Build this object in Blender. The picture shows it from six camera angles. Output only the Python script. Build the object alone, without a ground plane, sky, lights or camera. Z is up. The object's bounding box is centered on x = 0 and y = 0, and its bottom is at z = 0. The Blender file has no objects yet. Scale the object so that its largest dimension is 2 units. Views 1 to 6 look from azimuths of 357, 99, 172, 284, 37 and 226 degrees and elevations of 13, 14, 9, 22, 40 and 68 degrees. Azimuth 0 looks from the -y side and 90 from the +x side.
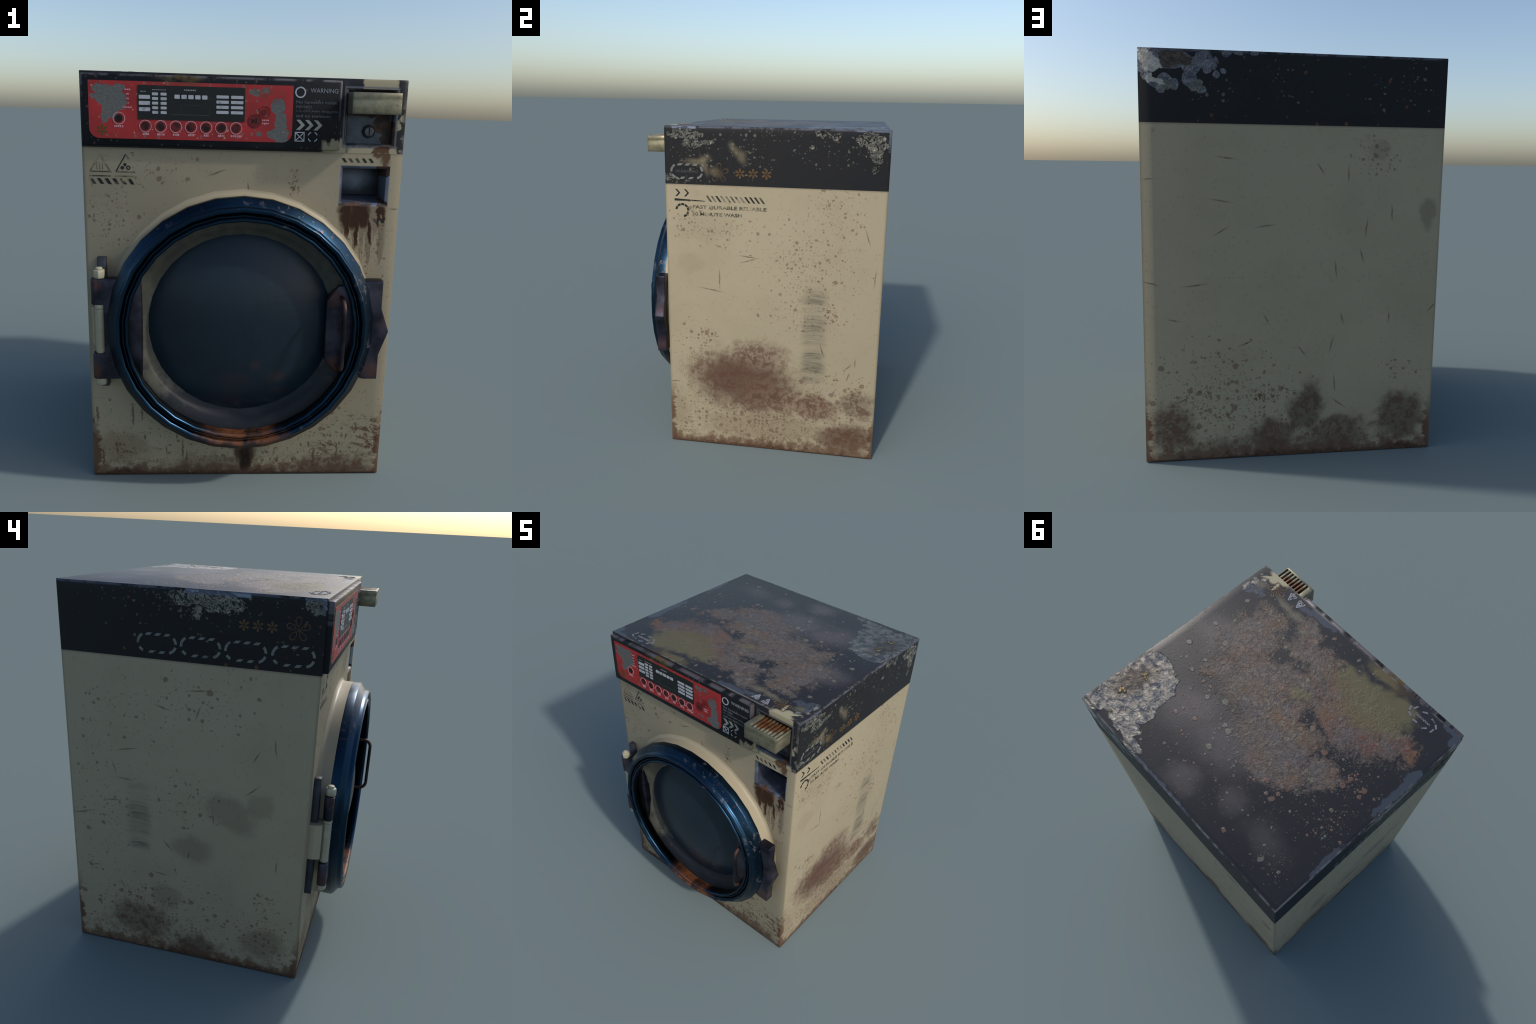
"""A battered coin-operated front-loading washing machine, built part by part.
All parts are modelled in world coordinates (metres, z up, front faces -y), every object keeps its
origin at the base of the machine, so Object coordinates equal world coordinates in all materials."""
import bpy, bmesh, math, random
from mathutils import Vector, Matrix

random.seed(7)
W, YF, YB, ZB, H = 0.738, -0.537, 0.742, 1.669, 2.0     # half width, front, back, band height, top
YP, DC = -0.564, Vector((0.0, 0.0, 0.842))                # control panel front, door centre


def lin(r, g, b, k=1.0):
    """sRGB 0-255 -> linear colour, times k"""
    f = lambda c: ((c / 255) / 12.92 if c < 10.3 else ((c / 255 + 0.055) / 1.055) ** 2.4) * k
    return (f(r), f(g), f(b), 1.0)


# ------------------------------------------------------------------ node helper
class Mat:
    def __init__(self, name, axes="xz", bevel=0.0):
        self.m = bpy.data.materials.new(name)
        self.m.use_nodes = True
        self.t = self.m.node_tree
        self.n = self.t.nodes
        self.bsdf = self.n["Principled BSDF"]
        self.bevel = bevel
        tc = self.n.new("ShaderNodeTexCoord")
        self.obj = tc.outputs["Object"]
        sp = self.n.new("ShaderNodeSeparateXYZ")
        self.link(self.obj, sp.inputs[0])
        self.x, self.y, self.z = sp.outputs
        pick = dict(x=self.x, y=self.y, z=self.z)
        self.u, self.v = pick[axes[0]], pick[axes[1]]
        self.p = self.vec(self.u, self.v, 0.0)
        self.seed = 0.0
        self.last = None
        self.height = 0.0

    def link(self, a, b):
        self.t.links.new(a, b)

    def put(self, sock, val):
        if isinstance(val, bpy.types.NodeSocket):
            self.link(val, sock)
        else:
            sock.default_value = val

    def math(self, op, a, b=0.0, c=None, clamp=False):
        n = self.n.new("ShaderNodeMath")
        n.operation = op
        n.use_clamp = clamp
        self.put(n.inputs[0], a)
        self.put(n.inputs[1], b)
        if c is not None:
            self.put(n.inputs[2], c)
        return n.outputs[0]

    add = lambda s, a, b: s.math("ADD", a, b)
    sub = lambda s, a, b: s.math("SUBTRACT", a, b)
    mul = lambda s, a, b: s.math("MULTIPLY", a, b)
    mx = lambda s, a, b: s.math("MAXIMUM", a, b)
    mn = lambda s, a, b: s.math("MINIMUM", a, b)
    inv = lambda s, a: s.math("SUBTRACT", 1.0, a)

    def vec(self, a, b, c=0.0):
        n = self.n.new("ShaderNodeCombineXYZ")
        for i, v in enumerate((a, b, c)):
            self.put(n.inputs[i], v)
        return n.outputs[0]

    def vmath(self, op, a, b=(0, 0, 0), out=0):
        n = self.n.new("ShaderNodeVectorMath")
        n.operation = op
        self.put(n.inputs[0], a)
        if op == "SCALE":
            self.put(n.inputs["Scale"], b)
        else:
            self.put(n.inputs[1], b)
        return n.outputs[out]

    def step(self, x, lo, hi, kind="SMOOTHSTEP"):
        n = self.n.new("ShaderNodeMapRange")
        n.interpolation_type = kind
        self.put(n.inputs["Value"], x)
        a, b = (0.0, 1.0)
        if lo > hi:
            lo, hi, a, b = hi, lo, 1.0, 0.0
        n.inputs["From Min"].default_value, n.inputs["From Max"].default_value = lo, hi
        n.inputs["To Min"].default_value, n.inputs["To Max"].default_value = a, b
        return n.outputs["Result"]

    def noise(self, scale=10.0, detail=4.0, rough=0.55, stretch=(1, 1, 1), p=None, col=False, dist=0.0):
        self.seed += 7.31
        q = self.vmath("MULTIPLY_ADD", p or self.p, stretch)
        q.node.inputs[2].default_value = (self.seed, self.seed * 0.37, self.seed * 0.11)
        n = self.n.new("ShaderNodeTexNoise")
        n.inputs["Scale"].default_value = scale
        n.inputs["Detail"].default_value = detail
        n.inputs["Roughness"].default_value = rough
        n.inputs["Distortion"].default_value = dist
        self.link(q, n.inputs["Vector"])
        return n.outputs["Color" if col else "Fac"]

    def warp(self, amount, scale, p=None, detail=3.0):
        c = self.noise(scale, detail, col=True, p=p)
        d = self.vmath("SUBTRACT", c, (0.5, 0.5, 0.5))
        d = self.vmath("MULTIPLY", d, (amount, amount, 0))
        return self.vmath("ADD", p or self.p, d)

    def blob(self, c, r, rot=0.0, soft=0.5, p=None):
        """1 inside an ellipse (centre c, radii r, turned by rot degrees), fading out at its rim"""
        # (each blob hangs on the one before by a vanishing offset, so that the shader compiler works
        #  through them one after the other and does not run out of stack)
        q = p or self.p
        if self.last is not None:
            k = self.n.new("ShaderNodeVectorMath")
            k.operation = "MULTIPLY_ADD"
            self.link(self.last, k.inputs[0])
            k.inputs[1].default_value = (1e-7, 1e-7, 0)
            self.link(q, k.inputs[2])
            q = k.outputs[0]
        n = self.n.new("ShaderNodeMapping")
        n.vector_type = "TEXTURE"
        self.link(q, n.inputs["Vector"])
        n.inputs["Location"].default_value = (c[0], c[1], 0)
        n.inputs["Rotation"].default_value = (0, 0, math.radians(rot))
        n.inputs["Scale"].default_value = (r[0], r[1], 1)
        d = self.vmath("LENGTH", n.outputs[0], out=1)
        self.last = self.step(d, 1.0 + soft * 0.5, max(0.0, 1.0 - soft))
        return self.last

    def blobs(self, items, p=None, soft=0.5):
        m = None
        for it in items:
            c, r = it[0:2], it[2:4]
            rot = it[4] if len(it) > 4 else 0
            b = self.blob(c, r, rot, soft, p)
            if len(it) > 5:
                b = self.mul(b, it[5])
            m = b if m is None else self.mx(m, b)
            self.last = m
        return m

    def box(self, u0, u1, v0, v1, soft=0.004, p=None):
        if p is None:
            u, v = self.u, self.v
        else:
            s = self.n.new("ShaderNodeSeparateXYZ")
            self.link(p, s.inputs[0])
            u, v = s.outputs[0], s.outputs[1]
        a = self.mul(self.step(u, u0 - soft, u0 + soft), self.step(u, u1 + soft, u1 - soft))
        b = self.mul(self.step(v, v0 - soft, v0 + soft), self.step(v, v1 + soft, v1 - soft))
        return self.mul(a, b)

    def spots(self, scale, size=0.3, keep=0.5, stretch=(1, 1, 1), soft=0.12, p=None, power=2.0):
        """scattered round flecks of random size: scale = cells per metre, keep = share of cells used"""
        self.seed += 3.17
        q = self.vmath("MULTIPLY_ADD", p or self.p, stretch)
        q.node.inputs[2].default_value = (self.seed, self.seed * 0.53, 0)
        n = self.n.new("ShaderNodeTexVoronoi")
        n.voronoi_dimensions = "2D"
        n.inputs["Scale"].default_value = scale
        n.inputs["Randomness"].default_value = 0.9
        self.link(q, n.inputs["Vector"])
        s = self.n.new("ShaderNodeSeparateColor")
        self.link(n.outputs["Color"], s.inputs[0])
        rad = self.mul(self.math("POWER", s.outputs[0], power), size)
        rad = self.add(rad, size * 0.12)
        e = self.sub(rad, n.outputs["Distance"])
        m = self.step(e, -soft * size, soft * size)
        k = self.math("LESS_THAN", s.outputs[1], keep)
        return self.mul(m, k)

    def scratches(self, scale, length=0.42, width=0.02, keep=0.35, p=None, lean=None):
        """thin tapering strokes, one per Voronoi cell, each with an angle of its own"""
        self.seed += 5.71
        q = self.vmath("MULTIPLY_ADD", p or self.p, (scale, scale, scale))
        q.node.inputs[2].default_value = (self.seed, self.seed * 0.71, 0)
        n = self.n.new("ShaderNodeTexVoronoi")
        n.voronoi_dimensions = "2D"
        n.inputs["Scale"].default_value = 1.0
        n.inputs["Randomness"].default_value = 0.8
        self.link(q, n.inputs["Vector"])
        s = self.n.new("ShaderNodeSeparateColor")
        self.link(n.outputs["Color"], s.inputs[0])
        loc = self.vmath("SUBTRACT", q, n.outputs["Position"])
        r = self.n.new("ShaderNodeVectorRotate")
        r.rotation_type = "Z_AXIS"
        self.link(loc, r.inputs["Vector"])
        self.put(r.inputs["Angle"], self.mul(s.outputs[0], 6.28) if lean is None else self.add(self.mul(s.outputs[0], 0.8), lean))
        c = self.n.new("ShaderNodeSeparateXYZ")
        self.link(r.outputs[0], c.inputs[0])
        ax = self.math("ABSOLUTE", c.outputs[0])
        bend = self.mul(self.mul(c.outputs[0], c.outputs[0]), 0.25)
        ay = self.math("ABSOLUTE", self.sub(c.outputs[1], bend))
        taper = self.mul(self.step(ax, length, 0.0, "LINEAR"), width)
        m = self.step(self.sub(taper, ay), 0.0, width * 0.35)
        return self.mul(m, self.math("LESS_THAN", s.outputs[1], keep))

    def mix(self, a, b, f, blend="MIX"):
        n = self.n.new("ShaderNodeMix")
        n.data_type = "RGBA"
        n.blend_type = blend
        n.clamp_factor = True
        self.put(n.inputs[0], f)
        self.put(n.inputs[6], a)
        self.put(n.inputs[7], b)
        return n.outputs[2]

    def lerp(self, a, b, f):
        n = self.n.new("ShaderNodeMix")
        n.data_type = "FLOAT"
        n.clamp_factor = True
        self.put(n.inputs[0], f)
        self.put(n.inputs[2], a)
        self.put(n.inputs[3], b)
        return n.outputs[0]

    def out(self, col, rough=0.5, metal=0.0, spec=0.5, height=None, bump=0.5, dist=0.01, coat=0.0):
        b = self.bsdf
        self.put(b.inputs["Base Color"], col)
        self.put(b.inputs["Roughness"], rough)
        self.put(b.inputs["Metallic"], metal)
        self.put(b.inputs["Specular IOR Level"], spec)
        self.put(b.inputs["Coat Weight"], coat)
        nrm = None
        if self.bevel:
            bv = self.n.new("ShaderNodeBevel")
            bv.samples = 4
            bv.inputs["Radius"].default_value = self.bevel
            nrm = bv.outputs[0]
        if height is not None:
            bp = self.n.new("ShaderNodeBump")
            bp.inputs["Strength"].default_value = bump
            bp.inputs["Distance"].default_value = dist
            self.link(height, bp.inputs["Height"])
            if nrm:
                self.link(nrm, bp.inputs["Normal"])
            nrm = bp.outputs[0]
        if nrm:
            self.link(nrm, b.inputs["Normal"])
        return self.m


# ------------------------------------------------------------------ colours
CREAM = (0.325, 0.279, 0.190, 1)
GREYG = lin(92, 84, 72)
BROWN = lin(88, 58, 46)
DKBR = lin(62, 42, 32)
RED = lin(86, 60, 50)
NAVY = (0.0160, 0.0166, 0.0180, 1)
SILV = lin(150, 150, 148)
BLUW = lin(64, 70, 80)
RUST = lin(76, 44, 24)
DRUST = lin(42, 25, 14)


# ------------------------------------------------------------------ cabinet paint
def cream_face(name, axes, clouds, flecks, clumps, scuffs, scratch=(), lo=-0.738, hi=0.738, extra=None, edge=(0.42, 0.42), bevel=0.018):
    """Cream enamel with soft dirt clouds, fly-speck splatter, rust at the foot and scratches.
    clouds: (u, v, ru, rv, turn, strength, tint)   flecks / clumps: (u, v, ru, rv, turn, density)"""
    m = Mat(name, axes, bevel=bevel)
    big = m.noise(3.0, 4)
    fine = m.noise(55.0, 5, 0.65)
    mid = m.noise(20.0, 5, 0.62)
    col = m.mix(CREAM, lin(140, 129, 106), m.mul(m.step(big, 0.42, 0.75), 0.4))
    col = m.mix(col, lin(122, 110, 90), m.mul(m.step(fine, 0.56, 0.78), 0.30))
    # faint flecks everywhere
    f0 = m.spots(46, 0.30, 0.34, soft=0.5, p=m.warp(0.02, 40))
    col = m.mix(col, lin(106, 92, 76), m.mul(f0, 0.20))
    wp = m.warp(0.10, 9)
    wq = m.warp(0.018, 60)
    for (cu, cv, ru, rv, rot, k, tint) in clouds:
        b = m.blob((cu, cv), (ru, rv), rot, 0.75, wp)
        g = m.step(m.add(m.mul(b, 0.95), m.mul(mid, 0.55)), 0.32, 1.10)
        col = m.mix(col, tint, m.mul(g, k))
        if k > 0.5:
            speck = m.mul(b, m.step(m.add(m.mul(fine, 0.6), m.mul(mid, 0.6)), 0.56, 0.66))
            col = m.mix(col, lin(80, 53, 43), m.mul(speck, 0.65))
    # splatter drops, dense where the fields ask for it
    fld = m.blobs(flecks, soft=0.9)
    s1 = m.spots(22, 0.33, m.mul(fld, 0.75), soft=0.18, p=wq, power=2.2)
    s2 = m.spots(44, 0.36, m.mul(fld, 0.8), soft=0.2, p=wq, power=1.6)
    s3 = m.spots(90, 0.40, m.mul(fld, 0.7), soft=0.3, p=wq, power=1.4)
    col = m.mix(col, lin(98, 74, 62), m.mul(m.mx(m.mx(s1, s2), m.mul(s3, 0.8)), 0.64))
    # clumped rusty crumbs
    cl = m.blobs(clumps, soft=0.7, p=wp)
    worm = m.step(m.add(m.mul(m.noise(44, 4, 0.6, dist=1.2), 0.9), m.mul(cl, 0.32)), 0.74, 0.80)
    col = m.mix(col, BROWN, m.mul(m.mul(worm, cl), 0.88))
    # rising rust along the foot and the corners
    foot = m.step(m.v, 0.30, 0.0, "LINEAR")
    gr = m.step(m.add(m.mul(foot, foot), m.mul(mid, 0.95)), 1.04, 1.28)
    col = m.mix(col, lin(96, 74, 58), m.mul(gr, 0.80))
    low = m.noise(5.0, 3, 0.5)
    rim = m.step(m.add(m.step(m.v, 0.07, 0.0, "LINEAR"), m.add(m.mul(m.sub(mid, 0.5), 1.6), m.mul(m.sub(low, 0.5), 1.5))), 0.54, 0.86)
    rim = m.mx(rim, m.step(m.v, 0.014, 0.002))
    col = m.mix(col, DKBR, m.mul(rim, 0.9))
    for (edgepos, sgn, top) in ((lo, 1, edge[0]), (hi, -1, edge[1])):
        d = m.mul(m.sub(m.u, edgepos), sgn)
        tw = m.noise(26, 4, 0.6, stretch=(0.35, 1, 1))
        k = m.mul(m.step(m.add(m.step(d, 0.06, 0.0, "LINEAR"), m.mul(m.sub(tw, 0.5), 2.4)), 0.45, 0.75), m.step(m.v, top, top - 0.22))
        col = m.mix(col, lin(84, 56, 42), m.mul(k, 0.88))
        # a thin dull line where the sheet folds round
        col = m.mix(col, lin(116, 104, 84), m.mul(m.step(d, 0.018, 0.004), 0.30))
    # dense fine soil flung up from the floor
    up = m.step(m.v, 0.27, 0.0)
    soil = m.mul(m.step(m.add(m.add(m.mul(fine, 0.8), m.mul(mid, 0.8)), m.mul(up, 0.20)), 0.93, 1.02), up)
    col = m.mix(col, lin(98, 76, 61), m.mul(soil, 0.46))
    # rubbed black scuff columns: stacked shallow arcs
    for (cu, v0, v1, hw) in scuffs:
        du = m.mul(m.sub(m.u, cu), 1.0 / hw)
        arcv = m.add(m.v, m.mul(m.mul(du, du), 0.012))
        band = m.noise(24, 4, 0.6, p=m.vec(m.mul(m.u, 0.5), arcv, 0))
        lines = m.noise(110, 3, 0.6, p=m.vec(m.mul(m.u, 0.06), arcv, 0))
        clus = m.noise(17, 2, 0.5, p=m.vec(m.mul(m.u, 0.02), arcv, 0))
        side = m.step(m.add(m.math("ABSOLUTE", du), m.add(m.mul(m.sub(band, 0.5), 0.8), m.mul(m.sub(lines, 0.5), 0.9))), 1.10, 0.35)
        vv = m.mul(m.step(m.v, v0, v0 + 0.05), m.step(m.v, v1, v1 - 0.22))
        k = m.mul(m.mul(side, vv), m.mul(m.step(clus, 0.40, 0.60), m.add(0.25, m.mul(m.step(lines, 0.38, 0.62), 0.75))))
        col = m.mix(col, lin(48, 50, 46), m.mul(k, 0.80))
        col = m.mix(col, lin(112, 108, 94), m.mul(m.mul(side, vv), 0.25))
    if scratch:
        sc = m.blobs([(a, b, ln * 1.15, 0.0042, ang) for a, b, ln, ang in scratch], m.warp(0.010, 24), soft=0.95)
        col = m.mix(col, lin(78, 56, 38), m.mul(m.mul(sc, m.step(fine, 0.25, 0.5)), 0.75))
        hair = m.scratches(8.5, 0.30, 0.012, 0.10)
        col = m.mix(col, lin(92, 76, 58), m.mul(hair, 0.5))
    # dim line under the dark band
    col = m.mix(col, lin(96, 88, 72), m.mul(m.step(m.v, ZB - 0.012, ZB - 0.001), 0.45))
    if extra:
        col = extra(m, col, mid, fine)
    h = m.add(m.mul(fine, 0.15), m.mul(big, 0.2))
    return m.out(col, rough=m.add(0.46, m.mul(mid, 0.2)), spec=0.20, height=h, bump=0.10, dist=0.004)


def front_extra(m, col, mid, fine):
    """rust runs under the coin return, under the door and off the lock, streaks at the foot"""
    # warm rub mark of the round door
    dx = m.vmath("LENGTH", m.vmath("SUBTRACT", m.p, (0, 0.83, 0)), out=1)
    # streaky drips: reach of each run depends on its own column
    reach = m.noise(38, 3, 0.65, p=m.vec(m.u, 0.0, 0))
    wob = m.noise(30, 4, 0.6, stretch=(1, 0.25, 1))

    def run(u0, u1, top, length, gain=1.0):
        # distance below top relative to run length
        t = m.mul(m.sub(top, m.v), 1.0 / length)
        lim = m.add(m.add(0.16, m.mul(m.step(reach, 0.30, 0.72, "LINEAR"), 1.0)), m.mul(m.sub(wob, 0.5), 1.3))
        k = m.mul(m.step(m.sub(lim, t), -0.05, 0.14), m.step(m.v, top + 0.006, top - 0.001))
        return m.mul(m.mul(k, m.box(u0, u1, -1, 3, 0.014)), gain)

    rp = m.warp(0.030, 34, detail=5)
    rr = m.blobs([(0.525, 1.400, 0.080, 0.034, 0), (0.510, 1.360, 0.050, 0.055, 0), (0.572, 1.365, 0.030, 0.050, 0), (0.542, 1.300, 0.011, 0.085, 0), (0.495, 1.320, 0.014, 0.055, 0),
                  (0.605, 1.300, 0.009, 0.070, 8), (0.655, 1.402, 0.024, 0.024, 0), (0.645, 1.370, 0.009, 0.050, 0), (0.668, 1.375, 0.008, 0.035, 0)], rp, 0.30)
    rr = m.mul(m.mul(rr, m.step(m.v, 1.4235, 1.4205)), m.step(wob, 0.22, 0.36))
    col = m.mix(col, lin(76, 52, 36), m.mul(run(0.450, 0.68, 1.42, 0.30), 0.45))
    col = m.mix(col, RUST, m.mul(rr, 0.90))
    col = m.mix(col, DRUST, m.mul(m.mul(rr, m.step(wob, 0.36, 0.5)), 0.75))
    # spill from the lock above
    sp = m.blobs([(0.625, 1.668, 0.035, 0.024, 25), (0.662, 1.655, 0.018, 0.04, 0)], m.warp(0.03, 40), 0.3)
    col = m.mix(col, RUST, m.mul(m.mx(sp, run(0.635, 0.672, 1.66, 0.10)), 0.85))
    # black-brown tongue below the door
    tw = m.warp(0.035, 26)
    tongue = m.blobs([(0.030, 0.195, 0.105, 0.055, 0), (0.036, 0.12, 0.062, 0.07, 0), (0.037, 0.07, 0.034, 0.05, 0)], tw, 0.35)
    col = m.mix(col, lin(62, 38, 26), m.mul(tongue, 0.85))
    core = m.blobs([(0.035, 0.11, 0.036, 0.085, 0)], tw, 0.6)
    col = m.mix(col, lin(26, 18, 14), m.mul(core, 0.85))
    # short vertical dribbles in a belt under the ring
    belt = m.mul(m.step(m.v, 0.46, 0.30), m.step(m.v, 0.02, 0.10))
    dr = m.spots(40, 0.24, m.mul(belt, 0.34), stretch=(1, 0.11, 1), p=m.warp(0.02, 40), soft=0.25)
    col = m.mix(col, lin(78, 56, 42), m.mul(dr, 0.7))
    dr2 = m.spots(62, 0.34, m.mul(belt, 0.22), stretch=(1, 0.35, 1), p=m.warp(0.02, 40), soft=0.3)
    col = m.mix(col, lin(78, 62, 50), m.mul(dr2, 0.7))
    # flaky rust to the lower right, in slanting feathers
    reg = m.blobs([(0.66, 0.22, 0.14, 0.17, 0), (0.45, 0.16, 0.16, 0.10, 0, 0.8), (-0.60, 0.14, 0.14, 0.09, 0, 0.7)], soft=0.8)
    q = m.n.new("ShaderNodeVectorRotate"); q.rotation_type = "Z_AXIS"
    m.link(m.p, q.inputs["Vector"]); q.inputs["Angle"].default_value = 0.35
    fl = m.noise(24, 5, 0.65, p=q.outputs[0], stretch=(0.6, 2.0, 1), dist=0.8)
    col = m.mix(col, lin(84, 56, 44), m.mul(m.mul(m.step(m.add(fl, m.mul(reg, 0.12)), 0.62, 0.70), reg), 0.75))
    return col


mat_front = cream_face("cream_enamel_front", "xz",
    clouds=[(-0.60, 0.16, 0.16, 0.10, 0, 0.45, lin(104, 84, 66)), (-0.15, 0.06, 0.22, 0.06, 0, 0.5, lin(100, 84, 66)),
            (0.50, 0.05, 0.22, 0.06, 0, 0.55, lin(92, 72, 58)), (-0.5, 1.46, 0.3, 0.12, 0, 0.15, lin(120, 108, 90))],
    flecks=[(-0.61, 1.36, 0.12, 0.15, 0, 0.55), (-0.44, 1.56, 0.25, 0.08, 0, 0.25), (0.50, 0.22, 0.3, 0.22, 0, 0.5),
            (-0.55, 0.24, 0.22, 0.2, 0, 0.3), (0.6, 1.2, 0.1, 0.2, 0, 0.5), (0.0, 0.10, 0.6, 0.12, 0, 0.4)],
    clumps=[(0.235, 1.52, 0.06, 0.11, 20, 0.85), (0.68, 0.2, 0.07, 0.2, 0, 0.9), (0.42, 0.13, 0.10, 0.09, 0, 0.8), (-0.58, 0.12, 0.10, 0.07, 0, 0.7)],
    scuffs=[], scratch=[(-0.126, 1.564, 0.040, 20), (0.021, 1.494, 0.027, -85), (0.716, 1.411, 0.026, 1)], extra=front_extra, edge=(0.40, 0.42), bevel=0.026)

mat_right = cream_face("cream_enamel_right", "yz",
    clouds=[(-0.07, 0.46, 0.36, 0.21, -8, 0.88, lin(88, 69, 58)), (0.02, 0.62, 0.20, 0.12, 0, 0.6, lin(116, 100, 86)),
            (-0.10, 0.47, 0.21, 0.12, -15, 0.50, RED), (0.10, 0.36, 0.22, 0.11, -25, 0.55, lin(112, 92, 76)),
            (0.37, 0.32, 0.16, 0.09, -15, 0.62, lin(104, 80, 66)), (0.64, 0.35, 0.12, 0.09, 0, 0.55, lin(100, 86, 72)),
            (0.57, 0.12, 0.20, 0.11, 0, 0.80, lin(84, 64, 52)), (0.05, 0.16, 0.40, 0.11, 0, 0.42, lin(120, 102, 84)),
            (-0.50, 0.22, 0.10, 0.13, 0, 0.3, lin(110, 92, 74)), (-0.40, 1.20, 0.10, 0.07, 0, 0.25, lin(126, 112, 94)),
            (-0.30, 1.42, 0.22, 0.10, 0, 0.2, lin(124, 110, 92))],
    flecks=[(-0.36, 0.62, 0.14, 0.22, 0, 0.5), (0.10, 0.20, 0.62, 0.24, 0, 0.95), (0.45, 0.38, 0.28, 0.18, 0, 0.75),
            (0.33, 1.22, 0.26, 0.26, 40, 0.55), (0.45, 1.53, 0.16, 0.14, 0, 0.5), (-0.25, 1.42, 0.26, 0.12, -10, 0.45), (0.3, 0.98, 0.24, 0.2, 0, 0.4)],
    clumps=[(-0.27, 0.735, 0.09, 0.10, -30, 0.8), (0.45, 0.93, 0.08, 0.14, 30, 0.85), (0.05, 0.20, 0.25, 0.08, 0, 0.75),
            (0.38, 0.36, 0.13, 0.09, 0, 0.85), (0.58, 0.12, 0.16, 0.10, 0, 0.8), (-0.10, 0.47, 0.20, 0.11, 0, 0.55), (-0.45, 0.12, 0.10, 0.11, 0, 0.7)],
    scuffs=[(0.357, 0.47, 1.16, 0.085)], scratch=[(0.645, 1.401, 0.043, -72), (0.699, 1.162, 0.046, -94), (-0.039, 1.253, 0.049, -7), (-0.039, 1.230, 0.051, 16), (-0.215, 1.105, 0.054, -89),
             (-0.267, 1.039, 0.065, -9), (0.410, 0.698, 0.037, -71), (0.570, 0.603, 0.028, 44), (0.571, 0.541, 0.026, 73), (0.609, 0.631, 0.026, -91), (0.182, 0.382, 0.056, 29), (-0.504, 0.419, 0.028, 6)], lo=YF, hi=YB, edge=(0.46, 0.36))

mat_left = cream_face("cream_enamel_left", "yz",
    clouds=[(0.06, 0.69, 0.12, 0.09, 0, 0.42, lin(96, 88, 76)), (-0.14, 0.93, 0.16, 0.10, 35, 0.42, lin(96, 88, 76)),
            (-0.29, 1.00, 0.08, 0.07, 0, 0.36, lin(100, 92, 78)), (0.36, 0.18, 0.20, 0.13, 0, 0.58, lin(78, 62, 52)),
            (0.03, 0.08, 0.13, 0.08, 0, 0.7, lin(66, 54, 44)), (0.20, 0.36, 0.10, 0.09, 0, 0.38, lin(100, 90, 76)),
            (-0.34, 0.18, 0.14, 0.10, 0, 0.45, lin(88, 72, 60))],
    flecks=[(0.10, 0.97, 0.17, 0.15, 0, 0.42), (0.58, 0.9, 0.16, 0.5, 0, 0.22), (0.25, 0.25, 0.5, 0.22, 0, 0.55),
            (-0.35, 0.2, 0.2, 0.2, 0, 0.5), (0.0, 1.5, 0.3, 0.16, 0, 0.24), (0.4, 1.4, 0.3, 0.2, 0, 0.16)],
    clumps=[(0.38, 0.30, 0.14, 0.10, 0, 0.8), (0.22, 0.21, 0.08, 0.09, 0, 0.8), (-0.33, 0.44, 0.13, 0.10, 0, 0.8), (-0.36, 0.16, 0.08, 0.08, 0, 0.7)],
    scuffs=[(0.355, 0.62, 1.08, 0.078)], scratch=[(0.031, 1.539, 0.048, 175), (0.214, 1.438, 0.036, 16), (0.034, 1.433, 0.036, 110), (0.413, 1.198, 0.050, 168), (-0.352, 1.305, 0.040, 81), (-0.260, 1.247, 0.031, 119),
             (0.485, 1.094, 0.024, 71), (-0.252, 1.071, 0.042, 139), (0.432, 1.034, 0.037, 3), (0.503, 0.905, 0.038, 176), (-0.051, 0.887, 0.035, 83), (0.675, 0.808, 0.066, 166), (0.198, 0.689, 0.034, 48),
             (0.079, 0.651, 0.023, 101), (0.233, 0.506, 0.038, 7), (0.154, 0.545, 0.023, 74), (-0.392, 0.672, 0.034, 94), (0.621, 0.490, 0.031, 169), (0.462, 0.396, 0.027, 59)], lo=YF, hi=YB, edge=(0.30, 0.45))

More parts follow.
